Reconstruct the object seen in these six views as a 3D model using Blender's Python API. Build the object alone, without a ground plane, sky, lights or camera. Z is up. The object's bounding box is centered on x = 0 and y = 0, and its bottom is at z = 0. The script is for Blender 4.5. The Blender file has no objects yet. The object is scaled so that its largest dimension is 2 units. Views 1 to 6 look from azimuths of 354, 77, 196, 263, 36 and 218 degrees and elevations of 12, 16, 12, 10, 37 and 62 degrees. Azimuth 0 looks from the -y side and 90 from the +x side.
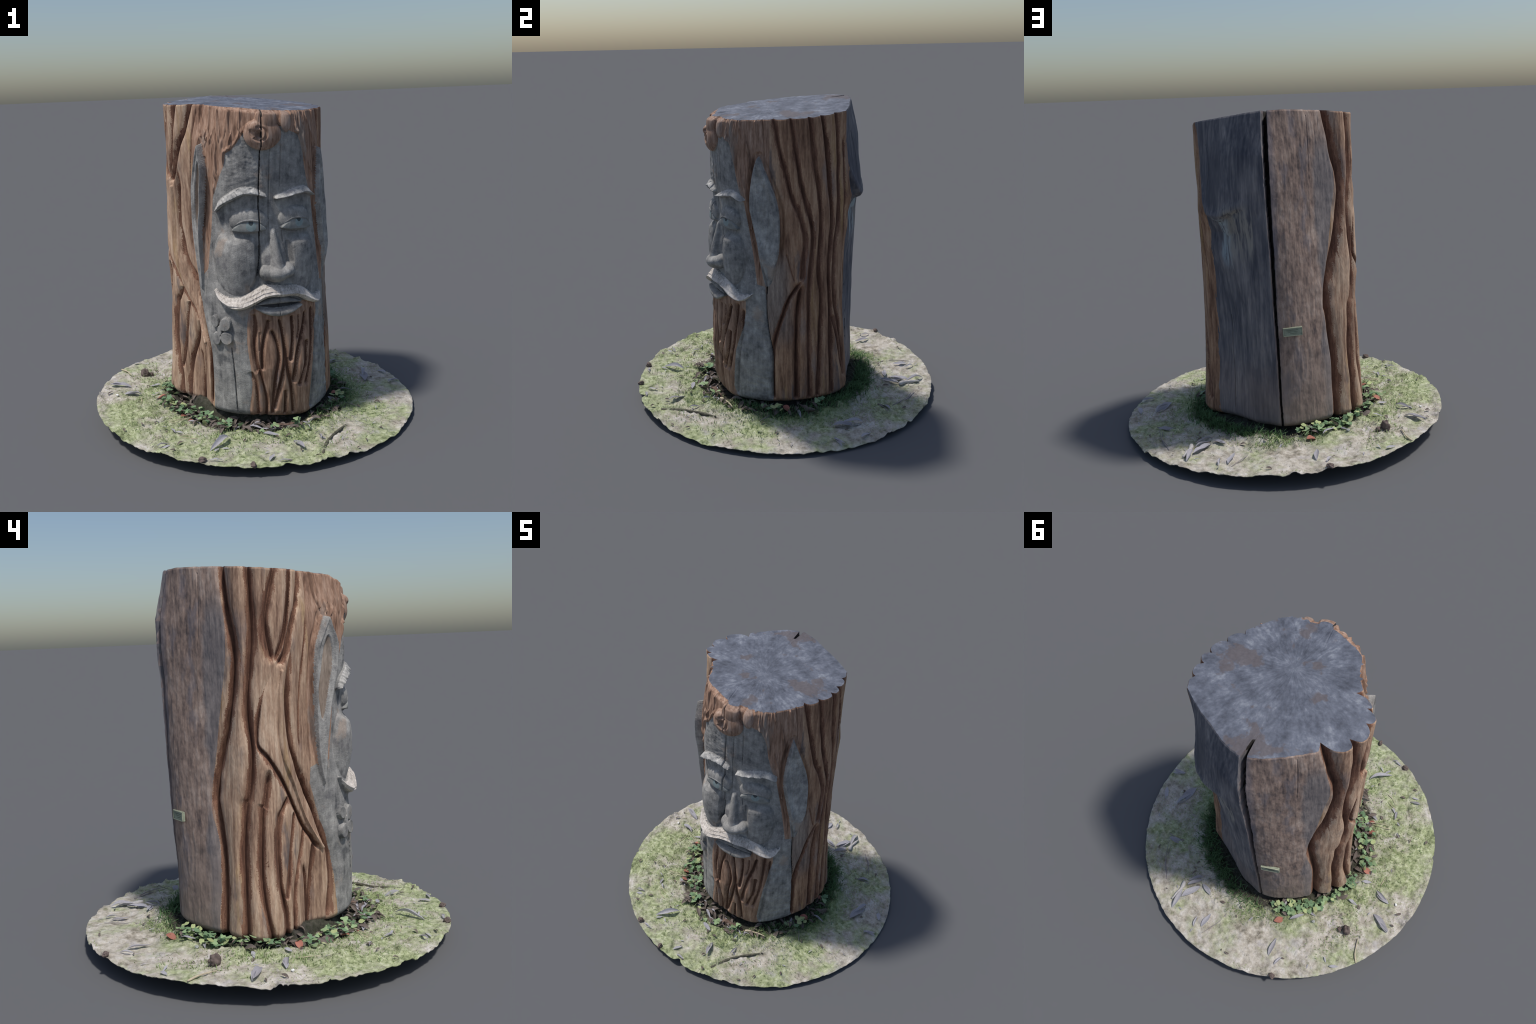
# A carved tree trunk (bearded face, pointed ears, carved bark strands) standing on a round patch of turf.
import math
import random

import bpy
import numpy as np
from mathutils import Matrix, Vector, noise as mnoise

SEED = 7
random.seed(SEED)
rng = np.random.default_rng(SEED)

# ------------------------------------------------------------------ trunk: the big form
# Azimuth th in degrees: 0 looks to -y (the face), 90 to +x, 180 to +y (the flat back).
LEVELS = [0.10, 0.40, 0.70, 1.00, 1.25, 1.36, 1.50, 1.70, 1.95]
# cross-section knots: azimuth -> radius at each level (crests of the wood, before carving)
SECTION = {
    -157: [0.500, 0.504, 0.507, 0.505, 0.495, 0.488, 0.481, 0.468, 0.443],
    -140: [0.492, 0.485, 0.478, 0.466, 0.448, 0.444, 0.440, 0.429, 0.412],
    -125: [.505, .482, .470, .453, .442, .438, .434, .426, .410],
    -110: [0.543, 0.523, 0.506, 0.500, 0.494, 0.484, 0.480, 0.472, 0.462],
    -95: [0.553, 0.525, 0.506, 0.504, 0.496, 0.489, 0.485, 0.480, 0.479],
    -78: [0.433, 0.420, 0.420, 0.431, 0.431, 0.437, 0.448, 0.455, 0.456],
    -65: [0.360, 0.356, 0.367, 0.369, 0.366, 0.372, 0.383, 0.392, 0.374],
    -52: [0.383, 0.386, 0.398, 0.397, 0.400, 0.402, 0.398, 0.387, 0.333],
    -42: [0.438, 0.430, 0.427, 0.414, 0.412, 0.414, 0.414, 0.394, 0.337],
    -30: [.458, .458, .446, .420, .418, .428, .436, .428, .388],
    -18: [.468, .478, .464, .437, .437, .448, .455, .448, .410],
    -8: [.470, .484, .468, .441, .438, .448, .460, .456, .418],
    5: [0.474, 0.490, 0.472, 0.446, 0.438, 0.438, 0.446, 0.454, 0.450],
    18: [0.484, 0.504, 0.481, 0.452, 0.444, 0.436, 0.448, 0.460, 0.446],
    30: [0.494, 0.514, 0.492, 0.457, 0.452, 0.450, 0.458, 0.468, 0.455],
    42: [0.490, 0.508, 0.486, 0.460, 0.463, 0.464, 0.468, 0.466, 0.440],
    55: [.476, .474, .470, .463, .460, .460, .457, .450, .420],
    65: [.476, .472, .466, .458, .450, .448, .445, .440, .420],
    78: [.486, .480, .470, .458, .446, .442, .440, .446, .448],
    92: [0.498, 0.491, 0.481, 0.478, 0.474, 0.473, 0.472, 0.472, 0.474],
    104: [0.503, 0.491, 0.483, 0.483, 0.484, 0.484, 0.482, 0.484, 0.484],
    116: [0.517, 0.495, 0.484, 0.484, 0.486, 0.486, 0.484, 0.490, 0.492],
    127: [0.505, 0.482, 0.469, 0.472, 0.487, 0.499, 0.489, 0.486, 0.496],
    145: [0.446, 0.414, 0.406, 0.430, 0.462, 0.522, 0.505, 0.475, 0.439],
    160: [0.436, 0.422, 0.422, 0.443, 0.470, 0.512, 0.502, 0.476, 0.424],
    175: [0.466, 0.466, 0.470, 0.482, 0.494, 0.506, 0.509, 0.502, 0.448],
}
CORNER = [.497, .496, .508, .517, .520, .522, .530, .530, .475]   # the back corner, split by a crack


def corner_azimuth(z):
    return np.interp(z, [0.1, 1.95], [-167.0, -172.0])


def macro_radius(th, z):
    """Radius of the uncarved log at azimuth th (degrees) and height z (arrays of one shape)."""
    th = (np.asarray(th, float) + 180.0) % 360.0 - 180.0
    z = np.asarray(z, float)
    keys = sorted(SECTION)
    zc = np.clip(z, LEVELS[0], LEVELS[-1])
    fz = smooth_levels(zc)                                   # weights (level index + fraction)
    i = np.clip(fz.astype(int), 0, len(LEVELS) - 2)
    f = fz - i
    # knot rows: angles with the moving corner; wrap both ways
    ang = np.array([keys[-1] - 360.0] + [0.0] + keys + [0.0], float)
    tab = np.array([SECTION[keys[-1]], CORNER] + [SECTION[k] for k in keys] + [CORNER])
    ca = corner_azimuth(zc)
    rad = np.empty_like(zc)
    tt = np.where(th < ca, th + 360.0, th)                   # run from the corner round to itself
    A = np.array(keys, float)
    T = np.array([SECTION[k] for k in keys])
    def row_val(k):                                          # value of knot k at these heights
        return T[k, i] * (1 - f) + T[k, i + 1] * f
    C = np.array(CORNER)
    cv = C[i] * (1 - f) + C[i + 1] * f
    k = np.searchsorted(A, tt) - 1                           # -1: between corner and first knot
    lo_a = np.where(k < 0, ca, A[np.clip(k, 0, None)])
    hi_a = np.where(k >= len(A) - 1, ca + 360.0, A[np.clip(k + 1, None, len(A) - 1)])
    lo_r = np.where(k < 0, cv, row_val(np.clip(k, 0, None)))
    hi_r = np.where(k >= len(A) - 1, cv, row_val(np.clip(k + 1, None, len(A) - 1)))
    # straight chords between knots (in plan), then softened by the caller
    a0, a1, a = np.radians(lo_a), np.radians(hi_a), np.radians(tt)
    den = lo_r * np.sin(a - a0) + hi_r * np.sin(a1 - a)
    rad = lo_r * hi_r * np.sin(a1 - a0) / np.maximum(den, 1e-6)
    return rad


def smooth_levels(z):
    return np.interp(z, LEVELS, np.arange(len(LEVELS)))


# ------------------------------------------------------------------ numpy noise (value noise, smooth)
def lattice(ix, iy, iz, seed):
    h = (ix * 374761393 + iy * 668265263 + iz * 2147483647 + seed * 1274126177) & 0xFFFFFFFF
    h = ((h ^ (h >> 13)) * 1274126177) & 0xFFFFFFFF
    h = (h ^ (h >> 16)) & 0xFFFF
    return h / 65535.0


def vnoise(x, y, z=None, seed=0):
    """Smooth value noise in -1..1."""
    z = np.zeros_like(x) if z is None else z
    fx, fy, fz = np.floor(x), np.floor(y), np.floor(z)
    ix, iy, iz = fx.astype(np.int64), fy.astype(np.int64), fz.astype(np.int64)
    u, v, w = x - fx, y - fy, z - fz
    u, v, w = (t * t * t * (t * (t * 6 - 15) + 10) for t in (u, v, w))
    out = 0.0
    for dz, kz in ((0, 1 - w), (1, w)):
        for dy, ky in ((0, 1 - v), (1, v)):
            a = lattice(ix, iy + dy, iz + dz, seed)
            b = lattice(ix + 1, iy + dy, iz + dz, seed)
            out = out + kz * ky * (a * (1 - u) + b * u)
    return out * 2 - 1


def fnoise(x, y, z=None, octaves=3, seed=0):
    out, amp, tot, k = 0.0, 1.0, 0.0, 1.0
    for o in range(octaves):
        out = out + amp * vnoise(x * k, y * k, None if z is None else z * k, seed + o * 17)
        tot += amp
        amp *= 0.5
        k *= 2.03
    return out / tot


def sstep(e0, e1, x):
    t = np.clip((x - e0) / (e1 - e0), 0, 1)
    return t * t * (3 - 2 * t)


# ------------------------------------------------------------------ the grid of the trunk's side
ARC = 0.45 * math.pi / 180.0            # metres per degree, for distances on the surface
NT, NZ = 1180, 600
BASE = {-180: .150, -150: .150, -120: .152, -90: .140, -62: .132, -35: .145, 0: .140, 30: .110,
        60: .112, 90: .130, 120: .130, 150: .150, 180: .150}


def top_plane(x, y):
    return 1.8958 - 0.1028 * x + 0.0723 * y - .21 * np.minimum(x, 0) ** 2      # sawn a little hollow-backed


th_line = -180.0 + (np.arange(NT) + 0.5) * 360.0 / NT
TH0 = np.repeat(th_line[None, :], NZ, 0)
a_line = np.radians(th_line)
r_top = macro_radius(th_line, np.full(NT, 1.9))
z_top = top_plane(r_top * np.sin(a_line), -r_top * np.cos(a_line))
z_base = np.interp(th_line, list(BASE), list(BASE.values())) - 0.035
vv = np.linspace(0, 1, NZ)[:, None]
Z = z_base[None, :] + (z_top - z_base)[None, :] * vv
TH = TH0


def soft_macro(th, z):
    """The log with its section knots rounded off, but the back corners kept crisp."""
    r0 = macro_radius(th, z)
    acc = 0.0
    ks = [(-6, .06), (-4, .12), (-2, .2), (0, .24), (2, .2), (4, .12), (6, .06)]
    for d, w in ks:
        acc = acc + w * macro_radius(th + d, z)
    near = np.minimum(np.abs((th - corner_azimuth(z) + 180) % 360 - 180), np.abs(th - 127) * 2.5)
    k = sstep(2.0, 9.0, near)
    return acc * k + r0 * (1 - k)


R = soft_macro(TH, Z)


def smooth_curve(pts, n=8, closed=False):
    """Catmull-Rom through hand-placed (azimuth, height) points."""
    p = [np.array(q, float) for q in pts]
    if len(p) < 3:
        return np.array(p)
    ext = [p[-1]] + p + [p[0], p[1]] if closed else [2 * p[0] - p[1]] + p + [2 * p[-1] - p[-2]]
    out = []
    for i in range(1, len(ext) - 2):
        a, b, c, d = ext[i - 1], ext[i], ext[i + 1], ext[i + 2]
        for k in range(n):
            t = k / n
            out.append(0.5 * (2 * b + (c - a) * t + (2 * a - 5 * b + 4 * c - d) * t * t + (3 * b - a - 3 * c + d) * t ** 3))
    if not closed:
        out.append(ext[-2])
    return np.array(out)


def near_curve(curve, reach, closed=False):
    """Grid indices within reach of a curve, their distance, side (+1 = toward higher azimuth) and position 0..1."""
    c = curve.copy()
    lo, hi = c.min(0), c.max(0)
    dth = reach / ARC
    sel = np.nonzero((TH > lo[0] - dth) & (TH < hi[0] + dth) & (Z > lo[1] - reach) & (Z < hi[1] + reach))
    px, py = TH[sel] * ARC, Z[sel]
    cx, cy = c[:, 0] * ARC, c[:, 1]
    if closed:
        cx, cy = np.append(cx, cx[0]), np.append(cy, cy[0])
    seg = np.hypot(np.diff(cx), np.diff(cy))
    cum = np.concatenate([[0], np.cumsum(seg)])
    best = np.full(px.shape, 1e9)
    side = np.zeros(px.shape)
    pos = np.zeros(px.shape)
    for i in range(len(seg)):
        ax, ay, bx, by = cx[i], cy[i], cx[i + 1], cy[i + 1]
        dx, dy = bx - ax, by - ay
        L2 = dx * dx + dy * dy + 1e-12
        t = np.clip(((px - ax) * dx + (py - ay) * dy) / L2, 0, 1)
        qx, qy = px - ax - t * dx, py - ay - t * dy
        d = np.hypot(qx, qy)
        m = d < best
        best[m] = d[m]
        cr = (qx * dy - qy * dx)            # for a curve that runs downwards: + means lower azimuth
        side[m] = np.where(cr[m] >= 0, 1.0, -1.0) * (1 if dy >= 0 else 1)
        pos[m] = (cum[i] + t[m] * seg[i]) / (cum[-1] + 1e-12)
    return sel, best, side, pos


def inside(poly):
    """Mask of the grid points inside a closed (azimuth, height) outline."""
    p = np.array(poly, float)
    lo, hi = p.min(0), p.max(0)
    sel = np.nonzero((TH >= lo[0]) & (TH <= hi[0]) & (Z >= lo[1]) & (Z <= hi[1]))
    x, y = TH[sel], Z[sel]
    c = np.zeros(x.shape, bool)
    j = len(p) - 1
    for i in range(len(p)):
        xi, yi, xj, yj = p[i, 0], p[i, 1], p[j, 0], p[j, 1]
        if yi != yj:
            c ^= ((yi > y) != (yj > y)) & (x < (xj - xi) * (y - yi) / (yj - yi) + xi)
        j = i
    m = np.zeros(TH.shape, bool)
    m[sel[0][c], sel[1][c]] = True
    return m


def inner_distance(poly, reach):
    """Signed distance to an outline (+ inside), exact up to reach."""
    m = inside(poly)
    sd = np.where(m, reach, -reach)
    sel, d, _, _ = near_curve(np.array(poly, float), reach, closed=True)
    d = np.minimum(d, reach)
    sd[sel] = np.where(m[sel], d, -d)
    return sd, m


# ------------------------------------------------------------------ carved grooves between the strands
# (points from top to bottom as (azimuth, height)), depth, width on the low-azimuth side, on the high side, fades
GROOVES_LEFT = [
    ([(-121.8, 1.95), (-117.1, 1.741), (-112.5, 1.534), (-114.3, 1.344), (-119.1, 1.152), (-126.1, .976), (-128.5, .821), (-127.6, .758), (-124.1, .537), (-123.4, .357), (-123.6, .10)], .052, .036, .050, 0, 0),
    ([(-102.5, 1.95), (-101.3, 1.735), (-102.0, 1.531), (-104.6, 1.343), (-105.1, 1.217), (-103.2, 1.068), (-103.7, .961), (-105.9, .831), (-107.9, .768), (-109.8, .548), (-109.6, .371), (-109.4, .10)], .048, .032, .040, 0, 0),
    ([(-84.0, 1.95), (-91.3, 1.732), (-92.5, 1.61), (-88.8, 1.452)], .036, .045, .030, 0, .1),
    ([(-73.6, 1.95), (-78.3, 1.689), (-81.8, 1.566), (-88.3, 1.452)], .034, .032, .014, 0, .1),
    ([(-61.5, 1.95), (-67.1, 1.772), (-76.1, 1.606), (-80.5, 1.5), (-87.6, 1.439)], .044, .030, .030, 0, .1),
    ([(-88.0, 1.439), (-93.3, 1.363), (-96.2, 1.299), (-98.1, 1.215), (-99.4, 1.152), (-99.2, 1.08), (-93.4, 1.014), (-83.4, .876), (-75.2, .753), (-63.3, .624), (-57.6, .574), (-51.0, .491)], .028, .035, .010, .3, .05),
    ([(-73.2, 1.606), (-79.7, 1.333), (-79.8, 1.162), (-77.6, 1.052), (-71.7, .935), (-63.9, .835), (-55.3, .689), (-51.0, .594), (-44.9, .478), (-43.9, .325), (-46.5, .10)], .048, .016, .045, .2, .05),
    ([(-54.3, 1.881), (-56.8, 1.774), (-60.9, 1.562), (-64.9, 1.391), (-66.0, 1.324), (-68.1, 1.129), (-66.8, .999)], .014, .012, .015, .05, .1),
    ([(-91.8, .978), (-94.3, .916), (-97.1, .786), (-98.2, .767), (-99.5, .592), (-99.9, .415), (-98.4, .283), (-95.0, .10)], .040, .028, .034, .1, 0),
    ([(-79.0, .837), (-84.9, .750), (-87.7, .712), (-89.7, .582), (-89.3, .447), (-88.7, .356), (-86.2, .238), (-85, .10)], .038, .028, .030, .1, 0),
    ([(-73.7, .743), (-75.9, .695), (-79.2, .564), (-82.4, .388), (-85.4, .281)], .028, .022, .024, .1, .05),
    ([(-62.9, .651), (-67.7, .520), (-73.0, .414), (-77.1, .286), (-78.5, .10)], .032, .024, .024, .1, 0),
    ([(-66.4, .447), (-63.8, .347), (-63.7, .10)], .022, .018, .018, .2, 0),
    ([(-55.4, .564), (-57.1, .434), (-60.0, .295), (-63.5, .10)], .028, .022, .022, .1, 0),
]
GROOVES_RIGHT = [
    ([(60.8, 1.86), (62.0, 1.728), (62.5, 1.616)], .010, .008, .008, 0, .1),
    ([(68.5, 1.88), (74.2, 1.664), (79.4, 1.496), (83.2, 1.373), (88.6, 1.275), (92.0, 1.148), (91.4, 1.042), (89.4, .892)], .028, .026, .030, 0, 0),
    ([(89.7, .892), (87.5, .848), (79.5, .755), (72.9, .611), (67.4, .463), (67.0, .375), (66.9, .12)], .042, .030, .018, .1, 0),
    ([(82.3, 1.88), (86.6, 1.642), (89.8, 1.48), (94.0, 1.335), (97.6, 1.214), (98.5, 1.108), (96.5, .96), (95.0, .80), (94.5, .66), (94.0, .487), (93.9, .12)], .030, .030, .024, 0, 0),
    ([(96.0, 1.90), (99.8, 1.623), (104.2, 1.383), (105.2, 1.208), (104.2, 1.067), (102.9, .909), (104.9, .764), (103.6, .534), (100.5, .12)], .032, .032, .020, 0, 0),
    ([(105.8, 1.90), (110.0, 1.651), (113.3, 1.41), (115.0, 1.233), (113.5, 1.092), (111.7, .898), (112.7, .752), (112.9, .458), (112.1, .12)], .032, .030, .020, 0, 0),
    ([(117.3, 1.92), (120.2, 1.644), (120.4, 1.403), (120.2, 1.227), (117.3, 1.051), (116.5, .774), (123.0, .485), (128.0, .20)], .024, .026, .022, 0, 0),
    ([(125.4, 1.774), (127.1, 1.534), (126.5, 1.36), (127.5, 1.1), (128.5, .8)], .014, .018, .018, .1, .1),
    ([(90.4, .864), (86.6, .723), (84.7, .493), (84.0, .12)], .048, .026, .028, .1, 0),
    ([(113.0, .645), (118.7, .474), (124.5, .21)], .028, .012, .030, .1, 0),
    ([(77.7, 1.054), (83.8, .866)], .010, .008, .012, .1, .1),
]
BEARD_GROOVES = [
    ([(-3.9, .73), (-3.1, .641), (-4.3, .529), (-3.4, .444), (-1.1, .373)], .024, .034, .012),
    ([(5.9, .692), (2.0, .582), (.1, .47), (0, .384)], .024, .012, .016),
    ([(7.0, .635), (10.8, .545), (11.7, .459), (9.1, .345), (6.4, .12)], .026, .016, .013),
    ([(13.0, .70), (15.2, .569), (16.0, .465), (13.4, .339), (8.0, .15)], .028, .014, .014),
    ([(16.0, .465), (17.8, .363), (20.0, .269), (21.5, .11)], .026, .014, .016),
    ([(22.2, .702), (21.8, .56), (19.5, .419)], .024, .014, .014),
    ([(33.7, .713), (30.5, .604), (26.0, .496), (23.2, .384), (21.6, .279)], .030, .016, .014),
    ([(33.0, .541), (31.0, .4), (25.6, .259)], .024, .014, .016),
    ([(40.1, .73), (37.7, .531), (34.8, .391), (30.4, .25)], .020, .018, .014),
    ([(44.2, .70), (43.0, .521), (40.7, .377), (37.2, .12)], .020, .020, .012),
    ([(-2.2, .414), (.1, .325), (2.4, .203), (2.1, .11)], .024, .014, .012),
    ([(-7.6, .389), (-4.1, .298), (-3.2, .12)], .018, .024, .010),
    ([(15.9, .258), (15.2, .11)], .022, .012, .012),
    ([(-1.0, .62), (-0.6, .5)], .010, .010, .010),
    ([(27.5, .70), (27.0, .62), (25.0, .55)], .014, .012, .012),
]
carve = np.zeros_like(R)               # deepest groove so far (<= 0)
groove_depth = np.zeros_like(R)        # 0 on crests .. 1 in the bottom of a groove


def groove(pts, depth, low, high, fade0=0.12, fade1=0.12, power=2.0, broad=1.9):
    """A steep cut with wide rounded shoulders, so that what stands between two grooves becomes a round strand."""
    curve = smooth_curve(pts)
    sel, d, side, t = near_curve(curve, max(low, high) * 1.25 * broad)
    # side: the curves run downwards, so +1 lies toward lower azimuth
    wob = 1 + 0.22 * vnoise(TH[sel] * ARC * 22, Z[sel] * 9, seed=31)
    w = np.where(side > 0, low, high) * wob
    f = np.ones_like(t)
    if fade0 > 0:
        f = f * sstep(0, fade0, t)
    if fade1 > 0:
        f = f * sstep(0, fade1, 1 - t)
    k = (.74 * np.clip(1 - d / w, 0, 1) ** power + .26 * np.clip(1 - d / (w * broad), 0, 1) ** 1.7) * f
    carve[sel] = np.minimum(carve[sel], -depth * 1.08 * k)
    groove_depth[sel] = np.maximum(groove_depth[sel], k * min(1, depth / .022))


for g in GROOVES_LEFT:
    groove(*g)
for pts, dep, lo, hi, f0, f1 in GROOVES_RIGHT:
    groove(pts, dep, lo, hi, f0, f1)
for pts, dep, lo, hi in BEARD_GROOVES:
    groove(pts, dep * 1.08, lo * 1.35, hi * 1.35, .06, .07 if pts[-1][1] > .2 else 0, 1.5, 1.6)

# ------------------------------------------------------------------ the face: raised and sunk forms
relief = np.zeros_like(R)


def ellipse(th, z, a, b, power=1.0, turn=0.0):
    """1 at the centre .. 0 at the rim of an ellipse with half-axes a (round), b (up), in metres."""
    dx, dz = (TH - th) * ARC, Z - z
    if turn:
        c, s = math.cos(math.radians(turn)), math.sin(math.radians(turn))
        dx, dz = dx * c + dz * s, -dx * s + dz * c
    return np.clip(1 - (dx / a) ** 2 - (dz / b) ** 2, 0, 1) ** power


def tube(pts, width, height, power=0.5, lean=0.0):
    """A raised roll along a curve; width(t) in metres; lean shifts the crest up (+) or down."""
    curve = smooth_curve(pts)
    wmax = max(width(t) for t in np.linspace(0, 1, 21))
    sel, d, side, t = near_curve(curve, wmax)
    w = np.vectorize(width)(np.round(t, 2))
    q = np.clip(1 - (d / w) ** 2, 0, 1) ** power
    out = np.zeros_like(R)
    out[sel] = q * height
    return out


def pit(sel_shape, depth):
    global relief
    relief = relief - depth * sel_shape


def ledge(pts, width, height, crest=.55):
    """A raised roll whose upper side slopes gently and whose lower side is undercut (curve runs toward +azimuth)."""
    curve = smooth_curve(pts)
    wmax = max(width(t) for t in np.linspace(0, 1, 21))
    sel, d, side, t = near_curve(curve, wmax)
    w = np.vectorize(width)(np.round(t, 2))
    v = np.clip(d / w, 0, 1) * side                     # -1 upper rim .. +1 lower rim
    up = np.clip((v + 1) / (1 + crest), 0, 1) ** .75
    down = np.clip((1 - v) / (1 - crest), 0, 1) ** .45
    out = np.zeros_like(R)
    out[sel] = np.minimum(up, down) * (d < w) * height
    return out


def roll(t, tip0, mid, tip1, peak=0.5):
    """Width along a roll: tip0 at the start, mid at the peak, tip1 at the end."""
    if t < peak:
        k = t / peak
        return tip0 + (mid - tip0) * (k * (2 - k))
    k = (1 - t) / (1 - peak)
    return tip1 + (mid - tip1) * (k * (2 - k))


# outlines of the parts, (azimuth, height)
HAIR_LINE_LOW = [(-32.2, 1.383), (-28.2, 1.449), (-24.4, 1.517), (-21.5, 1.559), (-19.9, 1.63), (-15.6, 1.646), (-11.4, 1.683), (-7.3, 1.727), (-3.8, 1.766)]
HAIR_LINE_HIGH = [(20.6, 1.758), (28.4, 1.729), (33.1, 1.711), (35.9, 1.659), (38.0, 1.601), (39.0, 1.529), (41.5, 1.44), (45.5, 1.36)]
hair_outline = [(-58.0, 1.99), (-58.2, 1.805), (-58.8, 1.678), (-57.5, 1.55), (-59.0, 1.3), (-57.0, 1.05), (-52.0, .93), (-46.0, .93),
                (-41.0, .965), (-39.3, 1.043), (-36.6, 1.155), (-33.5, 1.321)] + HAIR_LINE_LOW + [(4, 1.79), (12, 1.79)] + HAIR_LINE_HIGH + [
                (49.1, 1.208), (52.6, 1.032), (55.4, .854), (58.5, .85), (60.0, .95), (66.0, 1.2), (68.0, 1.40), (66.0, 1.56), (66.5, 1.75), (67.0, 1.99)]
face_outline = HAIR_LINE_LOW + [(4, 1.79), (12, 1.79)] + HAIR_LINE_HIGH + [(49.1, 1.208), (52.6, 1.032), (55.4, .854), (61.5, .84), (62.6, .677), (65.0, .463), (66.5, .375), (66.0, .05),
                (-39.5, .05), (-39.5, .213), (-40.0, .341), (-42.0, .47), (-46.0, .57), (-50.5, .655), (-55.0, .76), (-58.5, .85), (-58.0, .93), (-53.0, .945), (-48.0, .94), (-41.0, .965), (-39.3, 1.043), (-36.6, 1.155), (-33.5, 1.321)]
beard_outline = smooth_curve([(-5.9, .745), (-8.9, .688), (-9.6, .531), (-8.0, .417), (-7.4, .299), (-6.8, .05), (34.0, .05), (34.5, .163), (38.0, .40), (41.5, .516), (44.5, .615), (46.2, .69), (44.0, .76), (30.0, .77), (13.0, .72), (2.0, .75)], 5, True)
ear_low_outline = smooth_curve([(-43.0, 1.680), (-48.5, 1.60), (-53.5, 1.50), (-55.4, 1.36), (-55.6, 1.215), (-54.3, 1.07), (-52.0, .93), (-47.5, .83), (-46.0, .95), (-45.3, 1.08), (-43.6, 1.225), (-41.0, 1.323), (-39.0, 1.42), (-37.5, 1.536), (-40.0, 1.62)], 5, True)
ear_low_hollow = smooth_curve([(-43.5, 1.580), (-47.4, 1.50), (-50.8, 1.38), (-51.8, 1.28), (-49.2, 1.17), (-45.6, 1.28), (-42.6, 1.40), (-41.4, 1.50)], 5, True)
ear_high_outline = smooth_curve([(58.2, 1.632), (54.6, 1.56), (51.6, 1.412), (51.6, 1.297), (54.2, 1.182), (57.0, 1.065), (59.0, .959), (62.1, .845), (66.6, .87), (70.5, .985), (72.6, 1.071), (73.6, 1.217), (72.0, 1.344), (67.4, 1.457), (61.6, 1.575)], 5, True)

# the thick strand that crosses over the others on its way down
relief += tube([(-83.0, 1.42), (-84.5, 1.30), (-84.5, 1.12), (-82.0, 1.0), (-75.0, .845), (-65.5, .695), (-58.0, .60), (-50.0, .51)], lambda t: roll(t, .010, .020, .012, .4), .016, .8)
relief -= tube([(-92.0, 1.12), (-90.0, 1.04), (-84.0, .935), (-77.5, .83), (-69.5, .715), (-62.0, .625), (-55.0, .545)], lambda t: roll(t, .012, .030, .010, .45), .024, 1.0)

# eye sockets and the bridge between them
relief -= .020 * ellipse(-6, 1.325, .135, .085, .7)
relief -= .020 * ellipse(31, 1.325, .125, .085, .7)
relief -= .036 * ellipse(11.5, 1.28, .064, .19, .8)
relief -= .008 * ellipse(11.0, 1.39, .030, .05, .8)
relief -= .012 * ellipse(-14, 1.16, .14, .05, .8)
relief -= .016 * ellipse(32, 1.160, .10, .045, .8)

# cheeks: full, with a shelf under the eye and a crease beside the nose
ck = ellipse(-15.5, 1.025, .152, .195, .80)
ck = ck * sstep(1.190, 1.125, Z - .0016 * np.abs(TH + 15)) * sstep(.4, -2.2, TH + 0 * Z)
cheek_low = .053 * ck * np.interp(Z, [.86, 1.0, 1.1], [.72, .92, 1.0])
ck2 = ellipse(33.5, 1.010, .105, .180, .62) * sstep(1.170, 1.110, Z) * sstep(22.5, 26.0, TH)
cheek_high = .052 * ck2 * np.interp(Z, [.85, 1.0, 1.1], [.55, .85, 1.0])
relief = np.maximum(relief, cheek_low)
relief = np.maximum(relief, cheek_high)

# upper lids over the eyes
lid_low = .035 * ellipse(-4.8, 1.252, .114, .070, .50)
lid_high = .035 * ellipse(30.0, 1.248, .104, .072, .50)
relief = np.maximum(relief, lid_low)
relief = np.maximum(relief, lid_high)

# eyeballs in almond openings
EYE_LOW = [(-17.8, 1.204), (-11.6, 1.243), (-4.5, 1.256), (2.5, 1.242), (7.6, 1.206), (2.2, 1.194), (-6.3, 1.191), (-13, 1.195)]
EYE_HIGH = [(17.6, 1.206), (23.8, 1.243), (30.1, 1.250), (37.2, 1.236), (42.0, 1.190), (36.0, 1.182), (29.8, 1.186), (22.8, 1.191)]
eye_mask = {}
for name, poly, c, pup in (("low", EYE_LOW, -5.0, -4.0), ("high", EYE_HIGH, 30.0, 30.2)):
    outline = smooth_curve(poly, 5, True)
    sd, m = inner_distance(outline, .02)
    ball = .022 + .014 * ellipse(c, 1.218, .105, .058, .8)
    k = sstep(0, .004, sd)
    relief = relief * (1 - k) + ball * k
    rim = sstep(.006, 0, np.abs(sd))
    relief = relief - .005 * rim
    upper = tube(poly[:5], lambda t: roll(t, .004, .010, .004), 1, .6) * (sd < .002)
    lower = tube([poly[4], poly[5], poly[6], poly[7], poly[0]], lambda t: roll(t, .003, .008, .003), 1, .6) * (sd < .001)
    relief = relief + .004 * upper + .005 * lower
    eye_mask[name] = m & (sd > .002)
relief -= .007 * (tube([(-17.5, 1.20), (-19.5, 1.212), (-22.5, 1.226)], lambda t: .005, 1) + tube([(-17.5, 1.199), (-21, 1.203)], lambda t: .005, 1)
                  + tube([(42, 1.188), (45, 1.20), (47, 1.215)], lambda t: .005, 1) + tube([(42, 1.186), (46, 1.185)], lambda t: .004, 1))

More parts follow.
